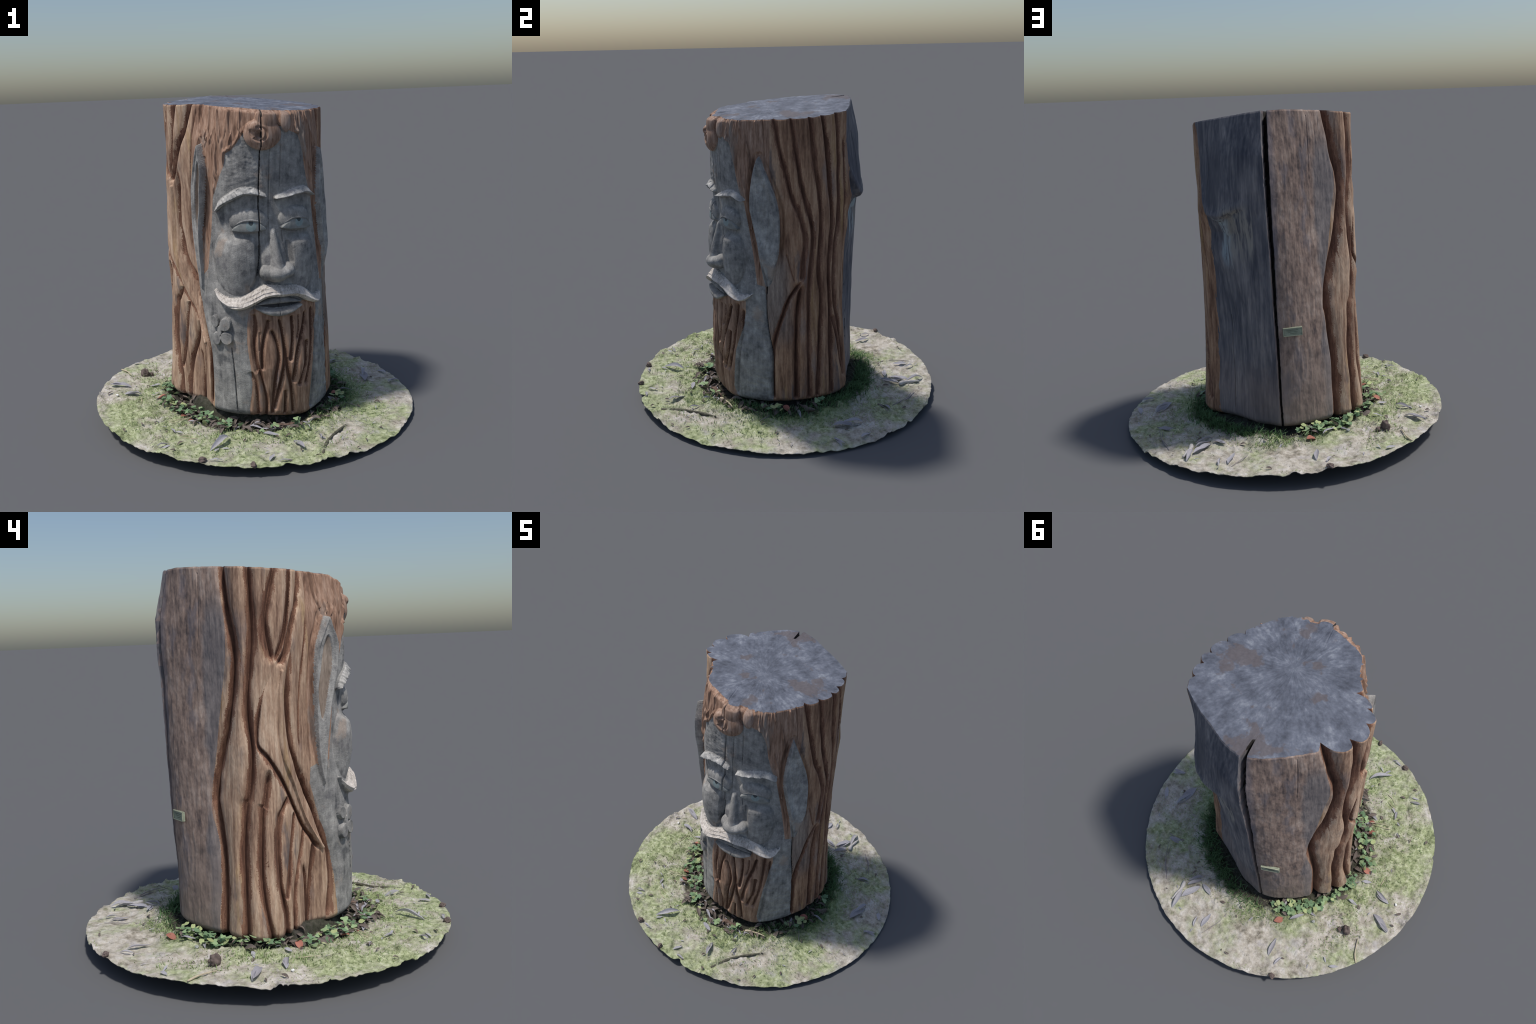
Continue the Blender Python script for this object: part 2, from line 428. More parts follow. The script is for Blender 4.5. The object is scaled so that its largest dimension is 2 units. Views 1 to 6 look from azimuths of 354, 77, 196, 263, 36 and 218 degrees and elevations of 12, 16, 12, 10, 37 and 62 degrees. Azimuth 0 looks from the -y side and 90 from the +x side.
# eyebrows: twisted rolls
BROW_LOW = [(-29.3, 1.318), (-25.2, 1.355), (-17.8, 1.391), (-9.1, 1.422), (-2.3, 1.421), (2.6, 1.409), (6.8, 1.394)]
BROW_HIGH = [(15.2, 1.376), (20.6, 1.386), (29.8, 1.402), (38.5, 1.405), (45.6, 1.374)]
brow_low = ledge(BROW_LOW, lambda t: roll(t, .012, .026, .012, .5), .036)
brow_high = ledge(BROW_HIGH, lambda t: roll(t, .010, .024, .011, .6), .040)
hairs = vnoise(TH * ARC * 70 + Z * 60, Z * 26 - TH * ARC * 30, seed=5)
for b in (brow_low, brow_high):
    relief = np.where(b > .006, np.maximum(relief, b + .0065 * hairs * (b > .012)), np.maximum(relief, b - .004))
brow_low_mask, brow_high_mask = brow_low > .010, brow_high > .010

# nose: narrow ridge, wide rounded tip
ridge = tube([(12.0, 1.185), (12.4, 1.13), (12.8, 1.07), (13.4, 1.01), (13.2, .95)], lambda t: .022 + .030 * t, 1, .7)
grow = np.interp(Z, [.93, 1.0, 1.08, 1.19], [.086, .070, .050, .018])
nose = ridge * grow
lobes = (.088 * ellipse(13.0, .955, .066, .056, .5), .068 * ellipse(20.5, .965, .046, .048, .6), .054 * ellipse(6.5, .957, .046, .046, .6))
tip = (lobes[0] ** 3 + lobes[1] ** 3 + lobes[2] ** 3) ** (1 / 3)
tip = np.minimum(tip, .094)
nose = np.maximum(nose, tip)
flare = .030 * ellipse(12.5, 1.03, .075, .11, .8)
relief = np.maximum(relief, nose)
relief = np.maximum(relief, flare * (Z > .95))
nose_mask = (nose > .022)
relief -= .010 * ellipse(10, .885, .10, .022, .7)

# moustache: two sweeping wings; lips below it
MOUSTACHE = [(-32.4, .856), (-28.5, .822), (-21.0, .793), (-12.9, .790), (-5.6, .814), (2.6, .850), (8.7, .858), (15.5, .850), (23.5, .846), (30.3, .826), (36.9, .789), (43.8, .767), (51.5, .792)]


def moustache_width(t):
    return float(np.interp(t, [0, .08, .22, .40, .47, .62, .80, .93, 1], [.006, .022, .040, .041, .042, .036, .035, .023, .005]))


m_h = ledge(MOUSTACHE, moustache_width, 1, .45)
streak = vnoise(TH * ARC * 12 + 3, Z * 120 + 30 * np.sin(np.radians(TH * 5)) * .1, seed=8)
lay = vnoise(TH * ARC * 6, (Z - np.interp(TH, [p[0] for p in MOUSTACHE], [p[1] for p in MOUSTACHE])) * 160, seed=9)
moust_amp = np.interp(TH, [-32, -24, -8, 2, 10, 25, 36, 46, 52], [.024, .046, .055, .060, .058, .052, .052, .038, .016])
moustache = m_h * (moust_amp + .0060 * lay)
relief = np.where(moustache > .012, np.maximum(relief, moustache), relief)
moustache_mask = moustache > .014
upper_lip = tube([(-1.0, .781), (6, .792), (13, .795), (20, .790), (28.5, .776)], lambda t: roll(t, .006, .020, .006), .029)
lower_lip = tube([(-2.4, .759), (4.8, .738), (13.2, .726), (20.6, .735), (28.1, .757)], lambda t: roll(t, .006, .022, .008), .036)
mouth = tube([(-.5, .768), (6, .766), (13.5, .764), (21, .766), (27, .767)], lambda t: roll(t, .003, .013, .004, .6), 1)
lips = np.maximum(upper_lip, lower_lip) * (moustache < .012)
relief = np.maximum(relief, lips)
relief = np.where((mouth > .05) & (moustache < .02), np.minimum(relief, .018 - .040 * mouth), relief)
lip_mask = (lips > .007) & ~((mouth > .25))
mouth_mask = (mouth > .25) & (moustache < .012)

# hair: recessed behind the ears, many locks running down from the rim
hsd, hair_mask = inner_distance(hair_outline, .03)
lock = fnoise(TH * ARC * 34 + 1.3 * vnoise(Z * 5, TH * .02, seed=3), Z * 2.6, octaves=2, seed=41)
lock2 = fnoise((TH + 12 * (1.85 - Z) * np.sign(TH - 6)) * ARC * 78, Z * 4.0, octaves=2, seed=43)
hair_amt = sstep(0, .012, hsd)
relief += hair_amt * (.013 * (1 - 2.3 * np.abs(lock)) + .009 * lock2 - .010)
low_edge = sstep(.0, .010, hsd) - sstep(.010, .030, hsd)
relief += .010 * low_edge * (Z > 1.45) * ((TH > -22) & (TH < 40))     # the fringe stands proud of the brow
HAIR_LOCKS = [([(-17, 1.86), (-18, 1.78), (-16, 1.70), (-17, 1.655)], .016), ([(-26, 1.86), (-25, 1.75), (-22, 1.62), (-24, 1.53)], .016), ([(-34, 1.88), (-33, 1.74), (-29, 1.58), (-31, 1.40)], .018),
              ([(-42, 1.89), (-41, 1.80), (-36, 1.68)], .014), ([(-49, 1.9), (-48, 1.8), (-44, 1.72)], .014), ([(-9, 1.86), (-10, 1.79), (-7, 1.73)], .013),
              ([(29, 1.85), (30, 1.79), (33, 1.72)], .013), ([(35, 1.85), (37, 1.74), (40, 1.6), (43, 1.46)], .015), ([(43, 1.85), (44, 1.76), (45, 1.62), (47, 1.42), (51, 1.2)], .015),
              ([(50, 1.84), (50, 1.74), (49, 1.62), (49.5, 1.45)], .013), ([(55, 1.83), (56, 1.73), (57, 1.66)], .012)]
for pts, w in HAIR_LOCKS:
    k = tube(pts, lambda t: w * (0.55 + 0.45 * math.sin(math.pi * min(1, .15 + t * .8))), 1, .8)
    relief += .012 * k * hair_amt
# fall away to the hollow between hair and ears
relief -= .014 * sstep(-44, -52, TH) * hair_amt * sstep(.93, 1.1, Z) * sstep(1.86, 1.70, Z)
relief -= .004 * np.exp(-((TH + 35.5) / 4.0) ** 2) * hair_amt * sstep(1.0, 1.2, Z) * sstep(1.70, 1.60, Z)

# the curl on the brow: ring with a dark eye, and a small second lock
curl = .044 * ellipse(6.6, 1.727, .105, .088, .42)
curl = np.maximum(curl, .040 * ellipse(9.5, 1.80, .062, .080, .45))
curl = np.maximum(curl, .050 * ellipse(.5, 1.765, .038, .036, .5))
curl_mask = curl > .012
spiral = tube([(5.4, 1.84), (5.2, 1.79), (4.9, 1.75), (4.3, 1.722), (2.0, 1.713), (-1.0, 1.728), (-1.6, 1.752)], lambda t: .007 + .010 * t * (1 - t) * 4, 1, .6)
hole = ellipse(3.6, 1.726, .018, .024, .6)
ringd = np.hypot((TH - 3.8) * ARC, Z - 1.728)
turn = np.arctan2(Z - 1.728, (TH - 3.8) * ARC)
coil = ringd - (.030 + .012 * (turn + math.pi) / (2 * math.pi))
curl = curl - .012 * np.exp(-(coil / .006) ** 2) * (turn > -2.6) * (turn < 2.0) - .006 * spiral - .030 * hole
relief = np.where(curl_mask, np.maximum(relief * 0, curl), relief)
small_lock = .026 * ellipse(23.5, 1.79, .034, .062, .5)
relief = np.maximum(relief, small_lock)
small_lock_mask = small_lock > .008

# ears: pointed plates; the low one hollowed like a leaf
sd, ear_low_mask = inner_distance(ear_low_outline, .05)
plate = sstep(-.006, .008, sd)
back_th = np.interp(Z, [.83, .93, 1.07, 1.215, 1.41, 1.525, 1.66], [-50, -52.5, -54.2, -55.4, -55.5, -53.5, -46])
back_r = np.interp(Z, [.83, .93, 1.07, 1.215, 1.41, 1.525, 1.66], [.405, .405, .410, .412, .408, .402, .425])
fore_th = np.interp(Z, [.83, 1.08, 1.225, 1.323, 1.42, 1.54, 1.66], [-46, -45.2, -43.3, -40.5, -38.2, -36.2, -40])
fore_r = np.interp(Z, [.83, 1.08, 1.225, 1.323, 1.42, 1.54, 1.66], [.415, .430, .438, .450, .466, .472, .448])
target = back_r + (fore_r - back_r) * np.clip((TH - back_th) / (fore_th - back_th), -.1, 1.1)
ear_lift = np.maximum(target - (R + relief), 0) * plate
hsd2, hollow_mask = inner_distance(ear_low_hollow, .03)
edge_ridge = sstep(0, .008, sd) - sstep(.010, .026, sd)
relief = relief + ear_lift + .012 * edge_ridge - .028 * sstep(-.008, .014, hsd2)
behind = sstep(-.045, -.010, sd) * sstep(.002, -.008, sd) * sstep(back_th + 3, back_th - 1, TH) * sstep(.95, 1.1, Z)
relief = relief - .016 * behind
carve[ear_low_mask] = 0
# shadowed slit between this ear and the cheek side
relief -= .009 * tube([(-39.5, 1.60), (-38.0, 1.50), (-40.0, 1.35), (-43.0, 1.22)], lambda t: .012, 1, .6) * (~ear_low_mask)

sd, ear_high_mask = inner_distance(ear_high_outline, .06)
relief = relief + (.036 * sstep(-.005, .010, sd) - .016 * sstep(.010, .045, sd)) * sstep(.83, 1.06, Z) + .006 * sstep(.0, .05, sd) * vnoise(TH * ARC * 16, Z * 5, seed=61)
relief -= .016 * sstep(-.035, -.012, sd) * sstep(.004, -.010, sd) * sstep(.9, 1.1, Z)
carve[ear_high_mask] *= .2
relief -= .012 * tube([(52.2, 1.30), (55.2, 1.17), (59.5, 1.0), (63.0, .85), (62.7, .80)], lambda t: .006, 1, .6)

# cracks running with the grain
CRACKS = [([(5.7, 1.88), (5.6, 1.79), (5.0, 1.70), (4.7, 1.653), (2.6, 1.40), (2.2, 1.30), (2.0, 1.158), (1.7, 1.05), (-.7, .93)], .012, .0045),
          ([(12.3, 1.70), (10.9, 1.528), (9.9, 1.35), (9.2, 1.181), (9.8, 1.14)], .006, .0032), ([(19.9, 1.66), (19.3, 1.55), (18.6, 1.428)], .006, .0032),
          ([(14.0, .86), (13.1, .70)], .006, .003), ([(-21.0, .52), (-19.7, .415), (-19.0, .28), (-18.5, .13)], .008, .004), ([(-3.5, .86), (-3.9, .73)], .006, .003),
          ([(19.5, 1.185), (19.6, 1.12)], .006, .004), ([(62.7, .837), (62.6, .677), (65.3, .463), (66.6, .375)], .009, .005),
          ([(150, .75), (151, .55), (152, .35), (153, .15)], .007, .004), ([(139, 1.75), (143, 1.68), (144.5, 1.6), (144, 1.52)], .005, .004),
          ([(-139, 1.9), (-138.5, 1.75), (-139, 1.55)], .004, .003)]
crack_mask = np.zeros(R.shape, bool)
for pts, dep, w in CRACKS:
    k = tube(pts, lambda t: w * (1.0 if t < .85 else (1 - t) / .15 + .1), 1, .8)
    relief -= dep * k
    crack_mask |= (k > .80) & (dep > .0065)
# crease beside the nose, deeper
relief -= .014 * tube([(1.8, 1.10), (1.2, 1.02), (-.6, .93), (-4.5, .875)], lambda t: .014, 1, 1.2) * sstep(.02, .0, nose)
relief -= .008 * tube([(23.0, 1.12), (23.6, 1.06), (24.6, 1.01)], lambda t: .012, 1, 1.2) * sstep(.02, .0, nose)

# clover ornament: four round leaves on a stem
clover = np.zeros_like(R)
for th, z, a, b, turn in ((-33.6, .672, .027, .036, 12), (-24.9, .660, .034, .042, -28), (-32.3, .572, .030, .040, -8), (-24.2, .580, .037, .038, 20), (-29.4, .622, .016, .030, 0)):
    clover = np.maximum(clover, ellipse(th, z, a, b, .30, turn))
clover_mask = clover > .35
relief = relief + .024 * sstep(0, .6, clover)

# beard stands a little proud of the chin
bsd, beard_mask = inner_distance(beard_outline, .03)
relief += .006 * sstep(0, .02, bsd)

# edges around the bare back: a sharp lip beside the first strand, the burl and the hollow under it
BURL_EDGE = [(131.0, 1.60), (135.0, 1.49), (139.0, 1.42), (144.0, 1.365), (150.0, 1.335), (155.0, 1.335), (160.0, 1.365), (166.0, 1.39), (174.0, 1.41)]
edge_z = np.interp(TH, [p[0] for p in BURL_EDGE], [p[1] for p in BURL_EDGE])
in_back = (TH > 132) & (TH < 178)
fade = sstep(131, 138, TH) * sstep(182, 168, TH)
relief -= .030 * fade * sstep(edge_z + .006, edge_z - .022, Z) * sstep(edge_z - .30, edge_z - .03, Z) * sstep(176, 158, TH)
relief += .010 * fade * np.exp(-((Z - edge_z - .02) / .03) ** 2)
relief += .016 * ellipse(157.0, 1.29, .030, .055, .8) + .008 * fade * vnoise(TH * ARC * 34 + Z * 10, Z * 1.5, seed=73) * sstep(1.0, 1.2, Z) * (Z < edge_z)
relief += .006 * fade * vnoise(TH * ARC * 20 + Z * 6, Z * 2.2, seed=71) * sstep(1.40, 1.2, Z)

# the split back corner
ca = corner_azimuth(Z) + 1.7 + .18 * vnoise(Z * 6, Z * 0, seed=77) + 0.15 * vnoise(Z * 40, Z * 0, seed=78)
dw = np.abs((TH - ca + 180) % 360 - 180) * ARC
half = np.interp(Z, [.1, .6, 1.0, 1.5, 1.9], [.0045, .0055, .0075, .0105, .0115])
depth = np.interp(Z, [.1, .8, 1.5, 1.9], [.035, .055, .085, .105])
split = sstep(half * 1.25, half * .7, dw)
relief -= depth * split
split_mask = split > .35

# ------------------------------------------------------------------ small grain relief
grain = fnoise(TH * ARC * 60, Z * 5.0, octaves=3, seed=101)
pits = fnoise(TH * ARC * 26, Z * 14, octaves=3, seed=111)
strand_side = ((TH < -45) | (TH > 64)) & ~hair_mask
relief += np.where(strand_side, .0016 * grain + .0012 * pits, .0009 * grain)
side_back = (TH < -128)
relief += np.where(side_back, .0016 * pits + .0020 * fnoise(TH * ARC * 55, Z * 9, octaves=3, seed=121), 0)
chisel = vnoise(TH * ARC * 55 + Z * 40, Z * 70 - TH * ARC * 20, seed=131)
relief += np.where((Z > 1.45) & (TH > -24) & (TH < 6) & ~hair_mask & ~curl_mask, .0013 * chisel, 0)
low_face = face_outline
tooled = sstep(.75, .6, Z) * ((TH > 38) & (TH < 66))
relief += .0022 * tooled * vnoise(TH * ARC * 18 + Z * 14, Z * 55 + TH * .05, seed=133)
relief += .0035 * fnoise(TH * ARC * 7, Z * 5, octaves=2, seed=141)

# ------------------------------------------------------------------ final radius; worn rim, rounded foot
R_final = R + relief + carve
rim = z_top[None, :] - Z
front = sstep(-30, -12, TH) * sstep(40, 20, TH)
R_final -= front * .026 * sstep(.030, .0, rim) ** 2
R_final -= (1 - front) * .004 * sstep(.008, .0, rim)
foot = Z - z_base[None, :]
R_final -= .026 * np.clip(1 - foot / .040, 0, 1) ** 2.2
A = np.radians(TH)
X, Y = R_final * np.sin(A), -R_final * np.cos(A)
# the saw cut: pull the upper rows onto the sloping top
zt = top_plane(X[-1], Y[-1]) + .0015 * vnoise(X[-1] * 30, Y[-1] * 30, seed=151) - .004 * front[-1]
Zf = z_base[None, :] + (Z - z_base[None, :]) / (z_top - z_base)[None, :] * (zt - z_base)[None, :]

# ------------------------------------------------------------------ which part each spot belongs to
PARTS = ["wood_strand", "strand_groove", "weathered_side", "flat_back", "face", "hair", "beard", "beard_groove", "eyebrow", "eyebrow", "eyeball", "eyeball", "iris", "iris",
         "pupil", "pupil", "ear", "ear", "nose", "moustache", "lips", "mouth", "forehead_curl", "hair_lock", "clover_ornament", "wood_crack", "ear_hollow", "strand_flank"]
label = np.zeros(R.shape, np.int8)
dither = fnoise(TH * ARC * 90, Z * 14, octaves=2, seed=161)
speck = rng.uniform(-1, 1, R.shape)
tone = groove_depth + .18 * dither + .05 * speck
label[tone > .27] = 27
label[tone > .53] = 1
E1 = smooth_curve([(-125.5, 2.0), (-120.2, 1.743), (-117.3, 1.535), (-120.8, 1.344), (-126.5, 1.063), (-130.3, .907), (-131.4, .772), (-127.1, .576), (-126.2, .395), (-128.1, .05)])
e1 = np.interp(Z, E1[::-1, 1], E1[::-1, 0])
bk = np.interp(Z, [.1, .4, .6, .86, 1.12, 1.36, 1.6, 1.9], [136.5, 135.5, 135, 135, 137, 138, 131, 127.5]) + 1.2 * dither
label[(TH < e1)] = 2
label[(TH > bk) | (TH < corner_azimuth(Z))] = 3
label[inside(face_outline)] = 4
label[hair_mask & ~ear_low_mask & ~ear_high_mask] = 5
bm = beard_mask & (moustache < .014) & (lips < .007)
label[bm] = 6
label[bm & ((groove_depth + .2 * dither + .12 * speck) > .50)] = 7
for i, m in ((22, curl_mask & (Z > 1.63)), (23, small_lock_mask), (18, nose_mask), (8, brow_low_mask), (9, brow_high_mask), (10, eye_mask["low"]), (11, eye_mask["high"]),
             (16, ear_low_mask), (26, hollow_mask), (17, ear_high_mask), (19, moustache_mask), (20, lip_mask), (21, mouth_mask), (24, clover_mask)):
    label[m] = i
for i, j, e, th, rr in ((12, 14, "low", -3.8, .0270), (13, 15, "high", 30.4, .0240)):
    d = np.hypot((TH - th) * ARC, Z - 1.226)
    label[eye_mask[e] & (d < rr)] = i
    d = np.hypot((TH - th) * ARC, (Z - 1.246) * .8)
    label[eye_mask[e] & (d < .0125)] = j
label[split_mask] = 25
label[crack_mask & ~moustache_mask & ~clover_mask] = 25


# ------------------------------------------------------------------ materials (all procedural, on Object coordinates)
class Nodes:
    def __init__(self, name):
        self.mat = bpy.data.materials.new(name)
        self.mat.use_nodes = True
        self.t = self.mat.node_tree
        self.t.nodes.clear()
        self.out = self.n("ShaderNodeOutputMaterial")
        self.bsdf = self.n("ShaderNodeBsdfPrincipled")
        self.t.links.new(self.bsdf.outputs[0], self.out.inputs[0])
        self.obj = self.n("ShaderNodeTexCoord").outputs["Object"]
        self.sep = None

    def n(self, kind, **kw):
        node = self.t.nodes.new(kind)
        for k, v in kw.items():
            setattr(node, k, v)
        return node

    def put(self, sock, v):
        if isinstance(v, bpy.types.NodeSocket):
            self.t.links.new(v, sock)
        else:
            sock.default_value = v

    def xyz(self, i):
        if self.sep is None:
            self.sep = self.n("ShaderNodeSeparateXYZ")
            self.put(self.sep.inputs[0], self.obj)
        return self.sep.outputs[i]

    def math(self, op, a, b=0.0, c=0.0, clamp=False):
        m = self.n("ShaderNodeMath", operation=op, use_clamp=clamp)
        self.put(m.inputs[0], a)
        self.put(m.inputs[1], b)
        self.put(m.inputs[2], c)
        return m.outputs[0]

    def azimuth(self):                       # degrees, 0 = the face
        a = self.math("ARCTAN2", self.xyz(0), self.math("MULTIPLY", self.xyz(1), -1.0))
        return self.math("MULTIPLY", a, 180 / math.pi)

    def noise(self, scale, detail=4, rough=.55, vec=None, stretch=None, offset=(0, 0, 0), distort=0.0):
        v = vec or self.obj
        if stretch or any(offset):
            m = self.n("ShaderNodeMapping")
            self.put(m.inputs["Vector"], v)
            m.inputs["Scale"].default_value = stretch or (1, 1, 1)
            m.inputs["Location"].default_value = offset
            v = m.outputs[0]
        t = self.n("ShaderNodeTexNoise")
        self.put(t.inputs["Vector"], v)
        t.inputs["Scale"].default_value = scale
        t.inputs["Detail"].default_value = detail
        t.inputs["Roughness"].default_value = rough
        t.inputs["Distortion"].default_value = distort
        return t.outputs[0]

    def ramp(self, fac, stops, mode="LINEAR"):
        r = self.n("ShaderNodeValToRGB")
        r.color_ramp.interpolation = mode
        e = r.color_ramp.elements
        e[0].position, e[0].color = stops[0][0], (*stops[0][1], 1)
        e[1].position, e[1].color = stops[-1][0], (*stops[-1][1], 1)
        for p, c in stops[1:-1]:
            x = e.new(p)
            x.color = (*c, 1)
        self.put(r.inputs[0], fac)
        return r.outputs[0]

    def mask(self, fac, lo, hi):
        m = self.n("ShaderNodeMapRange", interpolation_type="SMOOTHSTEP")
        self.put(m.inputs["Value"], fac)
        m.inputs["From Min"].default_value = lo
        m.inputs["From Max"].default_value = hi
        return m.outputs[0]

    def mix(self, fac, a, b, blend="MIX"):
        m = self.n("ShaderNodeMix", data_type="RGBA", blend_type=blend)
        self.put(m.inputs["Factor"], fac)
        for s, v in ((m.inputs["A"], a), (m.inputs["B"], b)) if False else ((m.inputs[6], a), (m.inputs[7], b)):
            self.put(s, v if isinstance(v, bpy.types.NodeSocket) else (*v, 1))
        return m.outputs[2]

    def bump(self, height, strength=.3, distance=.004):
        b = self.n("ShaderNodeBump")
        b.inputs["Strength"].default_value = strength
        b.inputs["Distance"].default_value = distance
        self.put(b.inputs["Height"], height)
        self.put(self.bsdf.inputs["Normal"], b.outputs[0])

    def done(self, color, rough=.85, spec=.25):
        self.put(self.bsdf.inputs["Base Color"], color)
        self.put(self.bsdf.inputs["Roughness"], rough)
        self.bsdf.inputs["Specular IOR Level"].default_value = spec
        return self.mat


GRAIN = (1, 1, .09)


def wood(name, dark, mid, light, blotch=None, blotch_at=(.56, .70), blotch_scale=6.0, blotch_stretch=(1, 1, .4), grain_scale=55, blotch2=None, blotch2_at=(.55, .68),
         rough=.85, bump=.35, offset=(0, 0, 0), contrast=(.36, .50, .64)):
    n = Nodes(name)
    g = n.noise(grain_scale, 6, .62, stretch=GRAIN, offset=offset)
    s = n.noise(9, 4, .6, stretch=(1, 1, .35), offset=offset)
    f = n.math("ADD", n.math("MULTIPLY", g, .6), n.math("MULTIPLY", s, .4))
    c = n.ramp(f, [(contrast[0], dark), (contrast[1], mid), (contrast[2], light)])
    if blotch:
        k = n.mask(n.noise(blotch_scale, 5, .6, stretch=blotch_stretch, offset=(3, 1, 2)), *blotch_at)
        c = n.mix(k, c, n.mix(.35, blotch, c, "MULTIPLY") if False else blotch)
    if blotch2:
        k = n.mask(n.noise(blotch_scale * .8, 5, .62, stretch=blotch_stretch, offset=(7, 5, 9)), *blotch2_at)
        c = n.mix(k, c, blotch2)
    fine = n.noise(140, 3, .6, stretch=(1, 1, .25), offset=offset)
    c = n.mix(.45, c, n.ramp(fine, [(.3, (.42, .40, .40)), (.66, (1.0, 1.0, 1.0))]), "MULTIPLY")
    n.bump(n.math("ADD", g, n.math("MULTIPLY", fine, .6)), bump, .003)
    n.done(c, rough)
    return n.mat


def strand_material():
    """Carved strands: tan and grey-brown crests, greyer to the left, more orange to the right."""
    n = Nodes("carved_strand_wood")
    az = n.azimuth()
    right = n.mask(az, 40, 80)
    g = n.noise(55, 6, .62, stretch=GRAIN)
    s = n.noise(8, 4, .6, stretch=(1, 1, .3))
    f = n.math("ADD", n.math("MULTIPLY", g, .55), n.math("MULTIPLY", s, .45))
    left_c = n.ramp(f, [(.37, (.22, .13, .092)), (.50, (.48, .322, .225)), (.63, (.66, .495, .365))])
    right_c = n.ramp(f, [(.37, (.17, .09, .058)), (.50, (.37, .215, .135)), (.63, (.54, .35, .225))])
    c = n.mix(right, left_c, right_c)
    k = n.mask(n.noise(5.5, 5, .62, stretch=(1, 1, .4), offset=(3, 1, 2)), .54, .68)
    c = n.mix(n.math("MULTIPLY", k, .6), c, (.27, .21, .19))
    k = n.mask(n.noise(6.5, 5, .62, stretch=(1, 1, .25), offset=(9, 4, 2)), .60, .70)
    c = n.mix(n.math("MULTIPLY", k, .7), c, (.12, .11, .12))
    k = n.mask(n.noise(7.0, 4, .6, stretch=(1, 1, .15), offset=(1, 8, 5)), .58, .70)
    c = n.mix(n.math("MULTIPLY", k, .55), c, (.42, .27, .10))
    z = n.xyz(2)
    patch = n.math("MULTIPLY", n.math("MULTIPLY", n.mask(az, 58, 62), n.mask(az, 86, 74)), n.math("MULTIPLY", n.mask(z, .40, .62), n.mask(z, 1.12, .95)))
    c = n.mix(n.math("MULTIPLY", patch, .65), c, n.ramp(f, [(.38, (.14, .125, .12)), (.62, (.36, .33, .30))]))
    fine = n.noise(140, 3, .6, stretch=(1, 1, .3))
    c = n.mix(.45, c, n.ramp(fine, [(.3, (.42, .4, .4)), (.66, (1, 1, 1))]), "MULTIPLY")
    n.bump(n.math("ADD", g, n.math("MULTIPLY", fine, .6)), .5, .004)
    return n.done(c, .85)


def side_material():
    """Weathered bare side: pinkish brown, flecked, with a dark grey band along the carved edge."""
    n = Nodes("weathered_bare_wood")
    g = n.noise(60, 6, .65, stretch=(1, 1, .16))
    s = n.noise(24, 6, .68, stretch=(1, 1, .55))
    s2 = n.noise(6, 4, .6, stretch=(1, 1, .5), offset=(4, 4, 4))
    f = n.math("ADD", n.math("MULTIPLY", g, .25), n.math("ADD", n.math("MULTIPLY", s, .42), n.math("MULTIPLY", s2, .33)))
    c = n.ramp(f, [(.38, (.095, .077, .077)), (.46, (.225, .163, .137)), (.53, (.325, .24, .198)), (.63, (.48, .38, .325))])
    wob = n.math("MULTIPLY", n.math("SUBTRACT", n.noise(4.5, 5, .6, stretch=(1, 1, .5)), .5), 26)
    band = n.mask(n.math("ADD", n.azimuth(), wob), -137, -132)
    fade = n.mask(n.xyz(2), 1.86, 1.66)
    c = n.mix(n.math("MULTIPLY", n.math("MULTIPLY", band, fade), .72), c, n.ramp(f, [(.35, (.10, .10, .115)), (.65, (.25, .235, .235))]))
    k = n.mask(n.noise(7, 5, .65, stretch=(1, 1, .35), offset=(2, 2, 7)), .55, .66)
    c = n.mix(n.math("MULTIPLY", k, .6), c, (.16, .15, .17))
    near = n.mask(n.math("ADD", n.azimuth(), n.math("MULTIPLY", wob, .6)), -163, -168)
    c = n.mix(n.math("MULTIPLY", near, .6), c, (.13, .125, .15))
    low = n.mask(n.math("ADD", n.xyz(2), n.math("MULTIPLY", wob, .01)), .62, .42)
    c = n.mix(n.math("MULTIPLY", low, .45), c, (.25, .20, .175))
    n.bump(n.math("ADD", g, s), .5, .005)
    return n.done(c, .88)


